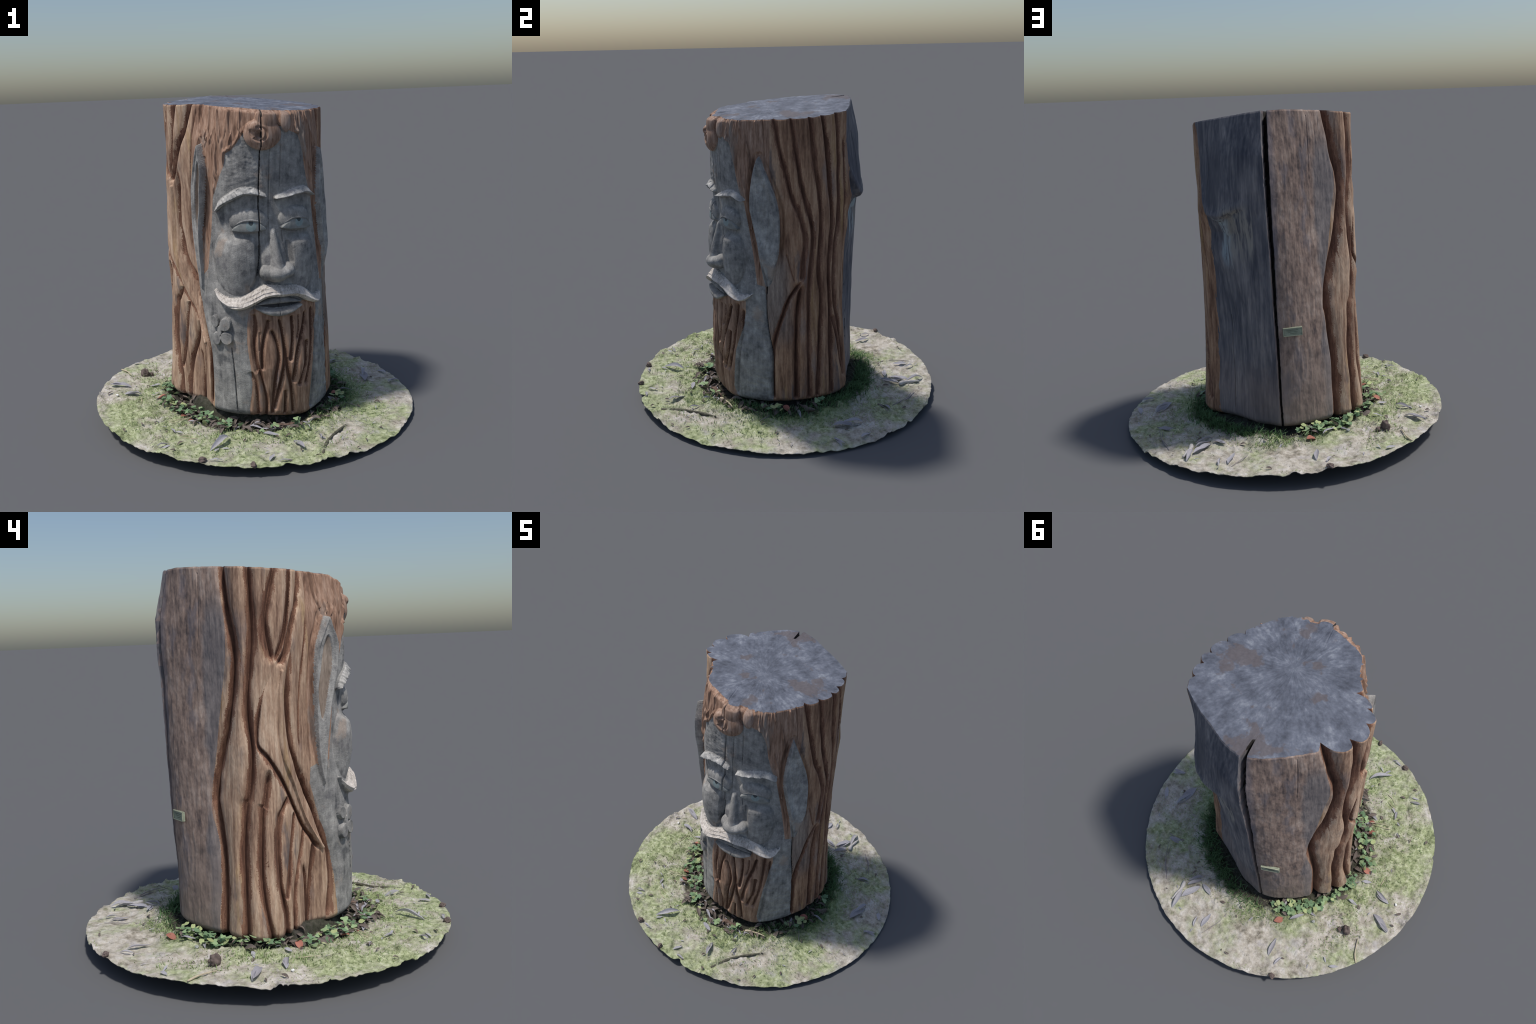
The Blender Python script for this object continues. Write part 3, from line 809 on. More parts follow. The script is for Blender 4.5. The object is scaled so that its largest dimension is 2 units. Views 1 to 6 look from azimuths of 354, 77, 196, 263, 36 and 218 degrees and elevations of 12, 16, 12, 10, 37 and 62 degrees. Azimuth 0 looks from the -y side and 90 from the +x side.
def back_material():
    """Sawn back: dark slate-grey, streaked, with a pale blue run below the burl and browner feet."""
    n = Nodes("dark_sawn_back")
    g = n.noise(60, 6, .62, stretch=(1, 1, .07))
    s = n.noise(7, 5, .65, stretch=(1, 1, .3), offset=(1, 5, 3))
    f = n.math("ADD", n.math("MULTIPLY", g, .45), n.math("MULTIPLY", s, .55))
    c = n.ramp(f, [(.37, (.07, .072, .09)), (.47, (.125, .122, .138)), (.56, (.215, .20, .205)), (.66, (.34, .31, .30))])
    az, z = n.azimuth(), n.xyz(2)
    wob = n.math("MULTIPLY", n.math("SUBTRACT", n.noise(6, 4, .6, stretch=(1, 1, .4)), .5), 12)
    a2 = n.math("ADD", az, wob)
    run = n.math("MULTIPLY", n.math("MULTIPLY", n.mask(a2, 149, 153), n.mask(a2, 163, 159)), n.math("MULTIPLY", n.mask(z, 1.02, 1.14), n.mask(z, 1.36, 1.31)))
    c = n.mix(n.math("MULTIPLY", run, n.mask(g, .38, .56)), c, (.36, .41, .43))
    tan = n.math("MULTIPLY", n.mask(a2, 156, 163), n.math("MULTIPLY", n.mask(z, 1.05, 1.2), n.mask(z, 1.46, 1.36)))
    c = n.mix(n.math("MULTIPLY", tan, n.mask(g, .36, .58)), c, (.31, .285, .255))
    oval = n.math("MULTIPLY", n.math("MULTIPLY", n.mask(a2, 138, 146), n.mask(a2, 160, 154)), n.math("MULTIPLY", n.mask(z, 1.36, 1.44), n.mask(z, 1.86, 1.66)))
    c = n.mix(n.math("MULTIPLY", oval, .65), c, (.075, .076, .092))
    foot = n.mask(n.math("ADD", z, n.math("MULTIPLY", wob, .02)), .55, .30)
    c = n.mix(n.math("MULTIPLY", foot, .6), c, n.ramp(f, [(.35, (.15, .125, .125)), (.65, (.30, .24, .22))]))
    n.bump(n.math("ADD", g, s), .4, .004)
    return n.done(c, .85)


def face_material(name, bright=1.0, warm=1.0):
    """Weathered grey carving: cool grey with brownish, dark and pale patches."""
    n = Nodes(name)
    g = n.noise(55, 6, .62, stretch=(1, 1, .14))
    s = n.noise(7, 5, .62, offset=(2, 3, 1))
    m = n.noise(24, 5, .66, offset=(1, 7, 4))
    f = n.math("ADD", n.math("MULTIPLY", g, .22), n.math("ADD", n.math("MULTIPLY", s, .42), n.math("MULTIPLY", m, .36)))
    b = bright
    c = n.ramp(f, [(.38, (.12 * b, .12 * b, .122 * b)), (.46, (.235 * b, .23 * b, .222 * b)), (.54, (.335 * b, .325 * b, .31 * b)), (.63, (.49 * b, .475 * b, .45 * b))])
    k = n.mask(n.noise(9, 5, .65, offset=(5, 2, 8)), .57, .68)
    c = n.mix(n.math("MULTIPLY", k, .6), c, (.145 * b, .138 * b, .148 * b))
    k = n.mask(n.noise(6, 4, .6, offset=(8, 8, 3)), .58, .70)
    c = n.mix(n.math("MULTIPLY", k, .60 * warm), c, (.38 * b, .295 * b, .235 * b))
    fine = n.noise(150, 3, .6)
    c = n.mix(.3, c, n.ramp(fine, [(.3, (.5, .5, .5)), (.65, (1, 1, 1))]), "MULTIPLY")
    n.bump(n.math("ADD", n.math("MULTIPLY", g, .7), fine), .5, .004)
    return n.done(c, .85)


def plain(name, color, spread=.25, rough=.7, scale=40, random_amount=0.0, bump=.2):
    n = Nodes(name)
    f = n.noise(scale, 4, .6)
    lo, hi = tuple(v * (1 - spread) for v in color), tuple(min(1, v * (1 + spread)) for v in color)
    c = n.ramp(f, [(.32, lo), (.68, hi)])
    if random_amount:
        r = n.n("ShaderNodeObjectInfo").outputs["Random"]
        c = n.mix(random_amount, c, n.ramp(r, [(0, (.45, .45, .45)), (.5, (.8, .8, .8)), (1, (1, 1, 1))]), "MULTIPLY")
    n.bump(f, bump, .002)
    return n.done(c, rough)


def top_material():
    """The saw cut: blue-grey end grain with rays out of an off-centre pith, pale and brown patches."""
    n = Nodes("weathered_end_grain")
    dx, dy = n.math("SUBTRACT", n.xyz(0), .04), n.math("ADD", n.xyz(1), .10)
    ang, rad = n.math("ARCTAN2", dx, dy), n.math("SQRT", n.math("ADD", n.math("MULTIPLY", dx, dx), n.math("MULTIPLY", dy, dy)))
    comb = n.n("ShaderNodeCombineXYZ")
    n.put(comb.inputs[0], n.math("MULTIPLY", n.math("COSINE", ang), 4))
    n.put(comb.inputs[1], n.math("MULTIPLY", n.math("SINE", ang), 4))
    n.put(comb.inputs[2], n.math("MULTIPLY", rad, 6))
    rays = n.noise(3.2, 6, .65, vec=comb.outputs[0])
    s = n.noise(8, 6, .68)
    f = n.math("ADD", n.math("MULTIPLY", rays, .38), n.math("MULTIPLY", s, .62))
    c = n.ramp(f, [(.36, (.066, .073, .094)), (.46, (.105, .116, .148)), (.55, (.150, .165, .207)), (.66, (.27, .29, .33))])
    k = n.mask(n.noise(5, 5, .6, offset=(4, 4, 1)), .57, .62)
    c = n.mix(n.math("MULTIPLY", k, .8), c, (.125, .108, .112))
    fine = n.noise(90, 4, .65)
    c = n.mix(.35, c, n.ramp(fine, [(.3, (.6, .6, .6)), (.7, (1, 1, 1))]), "MULTIPLY")
    n.bump(n.math("ADD", f, fine), .3, .004)
    return n.done(c, .75)


def turf_material():
    """Turf: pale trodden soil and moss in patches, dark humus and painted shadow close to the trunk."""
    n = Nodes("mossy_soil")
    x, y = n.xyz(0), n.xyz(1)
    rad = n.math("SQRT", n.math("ADD", n.math("MULTIPLY", x, x), n.math("MULTIPLY", y, y)))
    soil = n.ramp(n.noise(18, 7, .7), [(.33, (.20, .18, .145)), (.43, (.38, .345, .29)), (.54, (.52, .48, .42)), (.66, (.65, .615, .58))])
    moss = n.ramp(n.noise(28, 7, .7, offset=(3, 1, 0)), [(.33, (.11, .135, .065)), (.43, (.26, .30, .155)), (.54, (.41, .45, .265)), (.66, (.60, .62, .44))])
    big = n.noise(3.6, 4, .6, offset=(1.7, .4, 0))
    mid = n.noise(12, 6, .68, offset=(5, 1, 0))
    bias = n.math("ADD", n.math("MULTIPLY", big, .78), n.math("MULTIPLY", mid, .42))
    bias = n.math("ADD", bias, n.math("MULTIPLY", n.mask(rad, .80, .52), .10))
    bias = n.math("ADD", bias, n.math("ADD", n.math("MULTIPLY", x, -.03), n.math("MULTIPLY", y, -.05)))
    c = n.mix(n.mask(bias, .50, .72), soil, moss)
    lilac = n.mask(n.noise(7, 5, .65, offset=(2, 9, 0)), .58, .68)
    c = n.mix(n.math("MULTIPLY", lilac, .35), c, (.42, .40, .45))
    dark_specks = n.mask(n.noise(42, 4, .62, offset=(4, 7, 0)), .65, .71)  # dark specks painted to look like shaded cavities, colour only
    c = n.mix(n.math("MULTIPLY", dark_specks, .7), c, (.075, .075, .05))
    deep = n.math("MULTIPLY", n.mask(n.noise(4, 3, .5, offset=(9, 3, 0)), .45, .60), n.mask(rad, .78, .56))
    c = n.mix(n.math("MULTIPLY", deep, .6), c, n.ramp(n.noise(40, 4, .6), [(.3, (.05, .09, .025)), (.7, (.16, .24, .06))]))
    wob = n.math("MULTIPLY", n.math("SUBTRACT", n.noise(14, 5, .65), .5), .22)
    mould_shade = n.mask(n.math("ADD", rad, wob), .605, .54)  # dark humus ring, partly the trunk's baked shadow put into the colour
    c = n.mix(n.math("MULTIPLY", mould_shade, .92), c, n.ramp(n.noise(45, 4, .6), [(.35, (.012, .011, .011)), (.65, (.055, .048, .044))]))
    fine = n.noise(120, 4, .65)
    c = n.mix(.22, c, n.ramp(fine, [(.3, (.5, .5, .5)), (.60, (1, 1, 1))]), "MULTIPLY")
    n.bump(n.math("ADD", n.noise(60, 5, .7), n.math("MULTIPLY", fine, .7)), .6, .007)
    return n.done(c, .92, .15)


def leaf_material(name, color, amount=.5):
    n = Nodes(name)
    r = n.n("ShaderNodeObjectInfo").outputs["Random"]
    f = n.noise(60, 3, .6)
    lo, hi = tuple(v * .7 for v in color), tuple(min(1, v * 1.25) for v in color)
    c = n.ramp(f, [(.32, lo), (.68, hi)])
    c = n.mix(amount, c, n.ramp(r, [(0, (.40, .38, .38)), (.5, (.85, .85, .85)), (1, (1, 1, 1))]), "MULTIPLY")
    n.done(c, .7)
    tr = n.n("ShaderNodeBsdfTranslucent")
    n.put(tr.inputs[0], c)
    mx = n.n("ShaderNodeMixShader")
    mx.inputs[0].default_value = .2
    n.t.links.new(n.bsdf.outputs[0], mx.inputs[1])
    n.t.links.new(tr.outputs[0], mx.inputs[2])
    n.t.links.new(mx.outputs[0], n.out.inputs[0])
    return n.mat


MATS = {
    "wood_strand": strand_material(),
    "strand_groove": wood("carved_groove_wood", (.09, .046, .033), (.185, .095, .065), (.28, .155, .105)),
    "strand_flank": wood("carved_flank_wood", (.13, .062, .042), (.27, .142, .094), (.38, .225, .15)),
    "weathered_side": side_material(),
    "flat_back": back_material(),
    "face": face_material("grey_carved_face"),
    "hair": wood("carved_hair_wood", (.13, .072, .050), (.35, .215, .15), (.52, .355, .265), (.33, .27, .23), (.56, .70)),
    "beard": wood("carved_beard_wood", (.14, .078, .055), (.34, .215, .15), (.50, .35, .26), (.28, .22, .20), (.56, .70)),
    "beard_groove": wood("beard_groove_wood", (.09, .045, .032), (.175, .092, .062), (.26, .145, .095)),
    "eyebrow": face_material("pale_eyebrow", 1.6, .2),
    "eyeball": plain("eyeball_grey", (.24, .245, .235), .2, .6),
    "iris": plain("iris_blue_grey", (.25, .31, .31), .15, .5),
    "pupil": plain("pupil_dark", (.055, .065, .07), .15, .5),
    "ear": face_material("grey_ear", 1.15, 1.0),
    "ear_hollow": wood("ear_hollow_wood", (.20, .15, .12), (.34, .275, .225), (.45, .38, .32)),
    "nose": face_material("grey_nose", .95, .8),
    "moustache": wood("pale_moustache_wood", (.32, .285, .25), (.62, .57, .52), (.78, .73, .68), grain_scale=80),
    "lips": face_material("grey_lips", .85, .2),
    "mouth": plain("mouth_dark", (.055, .053, .055), .3),
    "forehead_curl": wood("carved_curl_wood", (.20, .12, .085), (.38, .25, .185), (.50, .37, .30), (.24, .20, .17)),
    "hair_lock": wood("carved_lock_wood", (.20, .13, .10), (.34, .24, .19), (.46, .35, .29)),
    "clover_ornament": face_material("grey_clover", .95, .8),
    "wood_crack": plain("crack_dark", (.045, .040, .038), .4, .95),
    "cut_top": top_material(),
}

# ------------------------------------------------------------------ building the meshes
def new_mesh(name, co, quads, normals=None, smooth=True):
    me = bpy.data.meshes.new(name)
    me.vertices.add(len(co))
    me.vertices.foreach_set("co", np.ascontiguousarray(co, np.float32).ravel())
    k = quads.shape[1]
    me.loops.add(quads.size)
    me.loops.foreach_set("vertex_index", np.ascontiguousarray(quads, np.int32).ravel())
    me.polygons.add(len(quads))
    me.polygons.foreach_set("loop_start", np.arange(0, quads.size, k, dtype=np.int32))
    me.polygons.foreach_set("use_smooth", np.full(len(quads), smooth))
    me.update(calc_edges=True)
    if normals is not None:
        me.normals_split_custom_set_from_vertices(normals)
    return me


def add(name, me, parent, mat=None, kind=None):
    ob = bpy.data.objects.new(name, me)
    bpy.context.scene.collection.objects.link(ob)
    ob.parent = parent
    if mat is not None:
        me.materials.clear()
        me.materials.append(mat)
    if kind:
        ob["kind"] = kind
    return ob


stump = bpy.data.objects.new("carved_tree_stump", None)
bpy.context.scene.collection.objects.link(stump)
stump["label"] = "tree stump carved with a bearded face, on mossy turf"
stump["category"] = "wood carving"

P = np.stack([X, Y, Zf], -1)
du = np.roll(P, -1, 1) - np.roll(P, 1, 1)
dv = np.empty_like(P)
dv[1:-1] = P[2:] - P[:-2]
dv[0], dv[-1] = P[1] - P[0], P[-1] - P[-2]
N = np.cross(du, dv)
N /= np.linalg.norm(N, axis=-1, keepdims=True) + 1e-12
co, no = P.reshape(-1, 3), N.reshape(-1, 3)
ii, jj = np.meshgrid(np.arange(NZ - 1), np.arange(NT), indexing="ij")
jn = (jj + 1) % NT
quads = np.stack([ii * NT + jj, ii * NT + jn, (ii + 1) * NT + jn, (ii + 1) * NT + jj], -1).reshape(-1, 4)
face_label = label[:-1, :].reshape(-1)
order = sorted(set(face_label.tolist()))
for L in order:
    name = PARTS[L]
    q = quads[face_label == L]
    if not len(q):
        continue
    used, inv = np.unique(q, return_inverse=True)
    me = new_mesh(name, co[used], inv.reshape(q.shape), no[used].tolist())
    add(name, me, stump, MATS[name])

# saw-cut top: rings from the rim to the pith, sharing the rim's points
RINGS = 70
cxy = np.array([.0, -.02])
ring = []
for k in range(RINGS):
    f = (k / (RINGS - 1)) ** 1.0
    xy = P[-1, :, :2] * (1 - f) + cxy * f
    z = top_plane(xy[:, 0], xy[:, 1])
    zn = z + .0032 * fnoise(xy[:, 0] * 14, xy[:, 1] * 14, octaves=3, seed=201) + .0012 * vnoise(xy[:, 0] * 70, xy[:, 1] * 70, seed=202)
    seg = np.array([[.043, -.455], [-.01, -.26]])
    dd = seg[1] - seg[0]
    tt = np.clip(((xy - seg[0]) @ dd) / (dd @ dd), 0, 1)
    zn = zn - .007 * sstep(.005, .001, np.hypot(*(xy - seg[0] - tt[:, None] * dd).T)) * (1 - tt)
    w = min(1, k / 3)
    ring.append(np.c_[xy, P[-1, :, 2] * (1 - w) + zn * w])
C = np.stack(ring)
ii, jj = np.meshgrid(np.arange(RINGS - 1), np.arange(NT), indexing="ij")
jn = (jj + 1) % NT
cq = np.stack([ii * NT + jj, ii * NT + jn, (ii + 1) * NT + jn, (ii + 1) * NT + jj], -1).reshape(-1, 4)
add("cut_top", new_mesh("cut_top", C.reshape(-1, 3), cq), stump, MATS["cut_top"])

# underside of the trunk: a shallow cone, coloured dark to paint the shade in the gap
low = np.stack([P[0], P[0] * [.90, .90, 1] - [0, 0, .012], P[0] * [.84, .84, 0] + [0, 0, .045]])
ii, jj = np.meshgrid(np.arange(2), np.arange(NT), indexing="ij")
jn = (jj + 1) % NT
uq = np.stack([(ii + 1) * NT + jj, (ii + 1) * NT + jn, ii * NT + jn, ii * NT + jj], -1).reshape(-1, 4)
add("trunk_foot", new_mesh("trunk_foot", low.reshape(-1, 3), uq), stump, plain("foot_gap_shade", (.05, .042, .036), .4, .95))

# ------------------------------------------------------------------ plaque on the weathered side
def box(name, sx, sy, sz, bevel):
    import bmesh
    bm = bmesh.new()
    bmesh.ops.create_cube(bm, size=1)
    for v in bm.verts:
        v.co = Vector((v.co.x * sx, v.co.y * sy, v.co.z * sz))
    bmesh.ops.bevel(bm, geom=bm.edges[:], offset=bevel, segments=2, affect="EDGES")
    me = bpy.data.meshes.new(name)
    bm.to_mesh(me)
    bm.free()
    for p in me.polygons:
        p.use_smooth = False
    return me


def on_trunk(th, z, lift=0.0):
    j = int(round((th + 180) / 360 * NT - .5)) % NT
    i = int(np.argmin(np.abs(Zf[:, j] - z)))
    return Vector(P[i, j]) + Vector(N[i, j]) * lift, Vector(N[i, j])


p, nrm = on_trunk(-156.6, .703, .001)
nrm = Vector((math.sin(math.radians(-156.0)), -math.cos(math.radians(-156.0)), .02)).normalized()
plaque = add("plaque", box("plaque", .112, .012, .050, .002), stump, plain("pale_green_metal", (.29, .32, .24), .3, .45, 30))
up = Vector((0, 0, 1))
rx = up.cross(nrm).normalized()
rot = Matrix((rx, -nrm, up)).transposed().to_4x4() @ Matrix.Rotation(math.radians(-2.0), 4, "Y")
rim_mat = plain("worn_metal_rim", (.37, .39, .29), .2, .4)
plaque.matrix_world = Matrix.Translation(p) @ rot
for (x, z, sx, sz) in ((0, .0225, .108, .004), (0, -.0225, .108, .004), (.053, 0, .004, .041), (-.053, 0, .004, .041)):
    e = add("plaque_rim", box("plaque_rim", sx, .006, sz, .001), plaque, rim_mat)
    e.location = (x, -.0075, z)
for k in range(3):
    e = add("plaque_line", box("plaque_line", .068 - .014 * k, .003, .0028, .0005), plaque, plain("worn_engraving", (.16, .18, .13), .3, .6))
    e.location = (-.003 + .004 * k, -.0062, .009 - .009 * k)

# ------------------------------------------------------------------ the turf patch
def turf_base(x, y):
    return .0645 - .0415 * x + .0070 * y


def turf_height(x, y):
    r = np.hypot(x, y)
    lumps = fnoise(x * 6, y * 6, octaves=3, seed=301)
    moss = fnoise(x * 22, y * 22, octaves=3, seed=305)
    sharp = 1 - np.abs(vnoise(x * 34 + 2 * moss, y * 34, seed=309)) * 2
    patch = sstep(-.15, .35, fnoise(x * 3.0, y * 3.0, octaves=2, seed=313) + .5 * sstep(.8, .55, r))
    z = turf_base(x, y) + .012 * lumps + .006 * fnoise(x * 13, y * 13, octaves=2, seed=303) + (.35 + .65 * patch) * (.011 * moss + .013 * np.maximum(sharp, 0) * np.maximum(moss + .3, 0)) + .0022 * vnoise(x * 60, y * 60, seed=317)
    z += .007 * sstep(.75, .56, r) * (.5 + .5 * fnoise(x * 9, y * 9, octaves=2, seed=321)) * sstep(.45, .55, r)
    th = np.degrees(np.arctan2(x, -y))
    z -= .026 * sstep(-105, -75, th) * sstep(45, 15, th) * sstep(.62, .53, r) * sstep(.40, .44, r)
    z += .026 * (sstep(85, 105, th) + sstep(-160, -172, th)) * sstep(.72, .55, r) * (.7 + .3 * fnoise(x * 12, y * 12, octaves=2, seed=325))
    z += .045 * sstep(.43, .36, r)
    return z


GR, GA = 230, 900
ga = np.linspace(0, 2 * math.pi, GA, endpoint=False)
edge = 1.0 - .004 * (1 + fnoise(np.cos(ga) * 12, np.sin(ga) * 12, octaves=3, seed=331)) - .004 * np.maximum(0, vnoise(np.cos(ga) * 40, np.sin(ga) * 40, seed=333))
edge -= .028 * np.exp(-((np.degrees(ga) - 273.5) / 1.3) ** 2) + .010 * np.exp(-((np.degrees(ga) - 205) / .8) ** 2)
gr = (np.arange(GR) / (GR - 1)) ** .8
gx, gy = gr[:, None] * edge * np.cos(ga), gr[:, None] * edge * np.sin(ga)
gx, gy = np.clip(gx, -1, 1), np.clip(gy, -1, 1)
gz = turf_height(gx, gy)
last = sstep(.985, 1.0, gr)[:, None]
gz -= .004 * last * (.5 + .5 * vnoise(gx * 25, gy * 25, seed=341))
gz = np.maximum(gz, .006)
top_rows = np.stack([gx, gy, gz], -1)
skirt = top_rows[-1] * [.996, .996, 1] - [0, 0, .005]
skirt[:, 2] = np.maximum(skirt[:, 2], .0)
under = [top_rows[-1][None], skirt[None]]
for f in (.9, .6, .3, .02):
    u = np.stack([gx[-1] * f, gy[-1] * f, np.maximum(turf_base(gx[-1] * f, gy[-1] * f) - .016, .001)], -1)
    under.append(u[None])
allp = np.concatenate([top_rows] + under[1:], 0)
n_r = len(allp)
ii, jj = np.meshgrid(np.arange(n_r - 1), np.arange(GA), indexing="ij")
jn = (jj + 1) % GA
gq = np.stack([ii * GA + jj, (ii + 1) * GA + jj, (ii + 1) * GA + jn, ii * GA + jn], -1).reshape(-1, 4)
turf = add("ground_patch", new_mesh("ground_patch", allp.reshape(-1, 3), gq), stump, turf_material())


def ground_at(x, y):
    return float(turf_height(np.array([x]), np.array([y]))[0])


# ------------------------------------------------------------------ litter: willow leaves, sticks, clods
def leaf_mesh(name, width, fold, curl, seg=9):
    """A pointed leaf of length 1 along x, folded along its midrib and curled."""
    v, f = [], []
    for i in range(seg + 1):
        t = i / seg
        w = width * (math.sin(math.pi * t) ** .8) * (1.0 - .25 * t) + .004
        z0 = curl * math.sin(math.pi * t) + .03 * math.sin(7 * t)
        for s in (-1, -.5, 0, .5, 1):
            v.append((t - .5, s * w, z0 + fold * abs(s) * w))
    for i in range(seg):
        for j in range(4):
            a = i * 5 + j
            f.append((a, a + 5, a + 6, a + 1))
    me = bpy.data.meshes.new(name)
    me.from_pydata(v, [], f)
    for p in me.polygons:
        p.use_smooth = True
    return me


def litter(name, me, parent, x, y, angle, size, lift=.006, tilt=0.0, roll_=0.0, width=1.0):
    ob = bpy.data.objects.new(name, me)
    bpy.context.scene.collection.objects.link(ob)
    ob.parent = parent
    ob.matrix_world = (Matrix.Translation((x, y, ground_at(x, y) + lift)) @ Matrix.Rotation(math.radians(angle), 4, "Z") @ Matrix.Rotation(tilt, 4, "Y")
                       @ Matrix.Rotation(roll_, 4, "X") @ Matrix.Diagonal((size, size * width, size, 1)))
    return ob


grey_leaf = leaf_material("grey_willow_leaf", (.46, .45, .49), .45)
brown_leaf = leaf_material("brown_dead_leaf", (.20, .165, .145))
LEAF = [leaf_mesh("willow_leaf", .13, .5, .06), leaf_mesh("willow_leaf", .11, .9, .12), leaf_mesh("willow_leaf", .17, .3, .03)]
for m in LEAF:
    m.materials.append(grey_leaf)
DARK_LEAF = leaf_mesh("dead_leaf", .20, .7, .14)
DARK_LEAF.materials.append(brown_leaf)
# (x, y, direction in degrees, length)
WILLOW = [(.935, .071, -171, .094), (.764, .223, -104, .128), (.603, .494, -167, .114), (.302, .657, -125, .112), (.328, .813, -79, .147), (.283, .718, -115, .151), (.202, .655, 161, .094),
          (.128, .867, -73, .073), (.075, .819, -91, .105), (-.382, .705, -78, .125), (-.463, .760, -99, .072), (-.769, .583, -148, .060), (-.859, .173, 160, .154), (-.770, .017, 164, .116),
          (-.633, .160, 180, .069), (-.398, .460, -127, .100), (-.452, .378, 179, .083), (-.632, -.009, -153, .068), (-.497, -.560, 144, .054), (-.279, -.731, -132, .173), (.901, .256, 124, .095),
          (-.578, -.489, 154, .038), (-.622, -.418, 147, .047), (-.568, -.728, -157, .052), (-.319, -.902, 173, .054), (-.876, .189, -16, .105), (-.783, .032, -3, .097), (-.528, -.536, 111, .068),
          (-.585, -.700, 19, .075), (-.297, -.798, 55, .051), (.056, -.530, -22, .088), (-.158, -.50, 46, .073), (.018, -.640, -16, .092), (.154, -.766, 111, .127),
          (.290, -.672, 91, .069), (-.014, -.909, 60, .070), (.052, -.955, -1, .070), (-.292, -.910, 23, .042), (.766, .188, 81, .185), (.932, .076, 37, .090), (.576, -.068, 3, .109),
          (.208, .647, -12, .082), (.282, .721, 66, .149), (.305, .635, 48, .116), (-.414, -.394, 40, .064), (-.404, -.441, -17, .085), (-.058, -.540, -31, .098)]
for k, (x, y, a, s) in enumerate(WILLOW):
    litter("willow_leaf", LEAF[k % 3], turf, x, y, a, s, .008, rng.uniform(-.12, .12), rng.uniform(-.35, .35))
# dark leaf litter gathered round the foot of the trunk
for k in range(170):
    th = rng.uniform(-150, 100) if k % 3 else rng.uniform(-75, 15)
    r = rng.uniform(.455, .60) + (.025 if -40 < th < 40 else 0)
    a = math.radians(th)
    me = DARK_LEAF if k % 5 else LEAF[k % 3]
    litter("dead_leaf" if k % 5 else "willow_leaf", me, turf, r * math.sin(a), -r * math.cos(a), rng.uniform(0, 360), rng.uniform(.035, .080), .012, rng.uniform(-.5, .5), rng.uniform(-.6, .6))
for k in range(46):
    th, r = rng.uniform(-80, 20), rng.uniform(.40, .52)
    a = math.radians(th)
    litter("dead_leaf", DARK_LEAF, turf, r * math.sin(a), -r * math.cos(a), rng.uniform(0, 360), rng.uniform(.035, .07), .010, rng.uniform(-.4, .4), rng.uniform(-.5, .5))
for k in range(70):
    a, r = rng.uniform(0, 2 * math.pi), math.sqrt(rng.uniform(.36, .93))
    litter("dead_leaf", DARK_LEAF if k % 3 else LEAF[0], turf, r * math.cos(a), r * math.sin(a), rng.uniform(0, 360), rng.uniform(.018, .045), .006, rng.uniform(-.4, .4), rng.uniform(-.5, .5))


def stick(name, x, y, angle, length, radius, mat, bend=.06, lift=.008):
    me = bpy.data.meshes.new(name)
    v, f, seg, sides = [], [], 10, 6
    ph = rng.uniform(0, 6)
    for i in range(seg + 1):
        t = i / seg
        off = bend * length * math.sin(math.pi * t) + .01 * length * math.sin(9 * t + ph)
        rr = radius * (1 - .45 * t) * (1 + .2 * math.sin(13 * t + ph))
        for s in range(sides):
            q = 2 * math.pi * s / sides
            v.append(((t - .5) * length, off + rr * math.cos(q), rr * math.sin(q) + .010 * length * math.sin(5 * t + ph)))
    for i in range(seg):
        for s in range(sides):
            a, b = i * sides + s, i * sides + (s + 1) % sides
            f.append((a, b, b + sides, a + sides))
    f.append(tuple(range(sides))[::-1])
    f.append(tuple(range(seg * sides, (seg + 1) * sides)))
    me.from_pydata(v, [], f)
    me.materials.append(mat)
    for p_ in me.polygons:
        p_.use_smooth = True
    ob = litter(name, me, turf, x, y, angle, 1.0, lift)
    slope = (ground_at(x + .05 * math.cos(math.radians(angle)), y + .05 * math.sin(math.radians(angle))) - ground_at(x, y))
    return ob


pale = plain("pale_straw", (.46, .40, .29), .2, .8)
twig_mat = plain("grey_twig", (.26, .235, .24), .3, .85)
bark_mat = plain("dark_bark_strip", (.105, .10, .075), .5, .9, 80)
for x, y, a, L, r, m in [(.547, .647, -57, .248, .0030, twig_mat), (-.834, .414, -62, .157, .0055, pale), (-.439, -.628, 158, .096, .0025, pale), (-.477, -.412, -156, .133, .0025, pale),
                         (-.722, -.094, -91, .104, .0025, pale), (-.467, -.591, -13, .086, .0025, pale), (.361, -.720, 57, .372, .0120, bark_mat), (.321, -.470, 19, .150, .0085, pale),
                         (.533, -.255, -45, .165, .0035, twig_mat), (.358, .766, 92, .144, .0140, plain("pale_split_wood", (.45, .43, .42), .2, .8)), (.620, .475, 10, .116, .0045, twig_mat), (.572, .622, -55, .228, .0025, twig_mat),
                         (-.487, -.407, 17, .130, .0025, pale), (.16, -.50, 6, .20, .022, plain("brown_bark_chip", (.14, .095, .075), .4, .9, 60)), (.02, .80, 75, .21, .0028, twig_mat)]:
    stick("twig", x, y, a, L, r, m)


def lump(name, x, y, size, mat, lift):
    import bmesh
    bm = bmesh.new()
    bmesh.ops.create_icosphere(bm, subdivisions=4, radius=1)
    for v in bm.verts:
        d = 1 + .35 * mnoise.noise(v.co * 1.6 + Vector((x * 9, y * 9, 0))) + .12 * mnoise.noise(v.co * 5)
        v.co = Vector((v.co.x * size[0], v.co.y * size[1], v.co.z * size[2])) * d
    me = bpy.data.meshes.new(name)
    bm.to_mesh(me)
    bm.free()
    me.materials.append(mat)
    for p_ in me.polygons:
        p_.use_smooth = True
    return litter(name, me, turf, x, y, rng.uniform(0, 360), 1.0, lift)


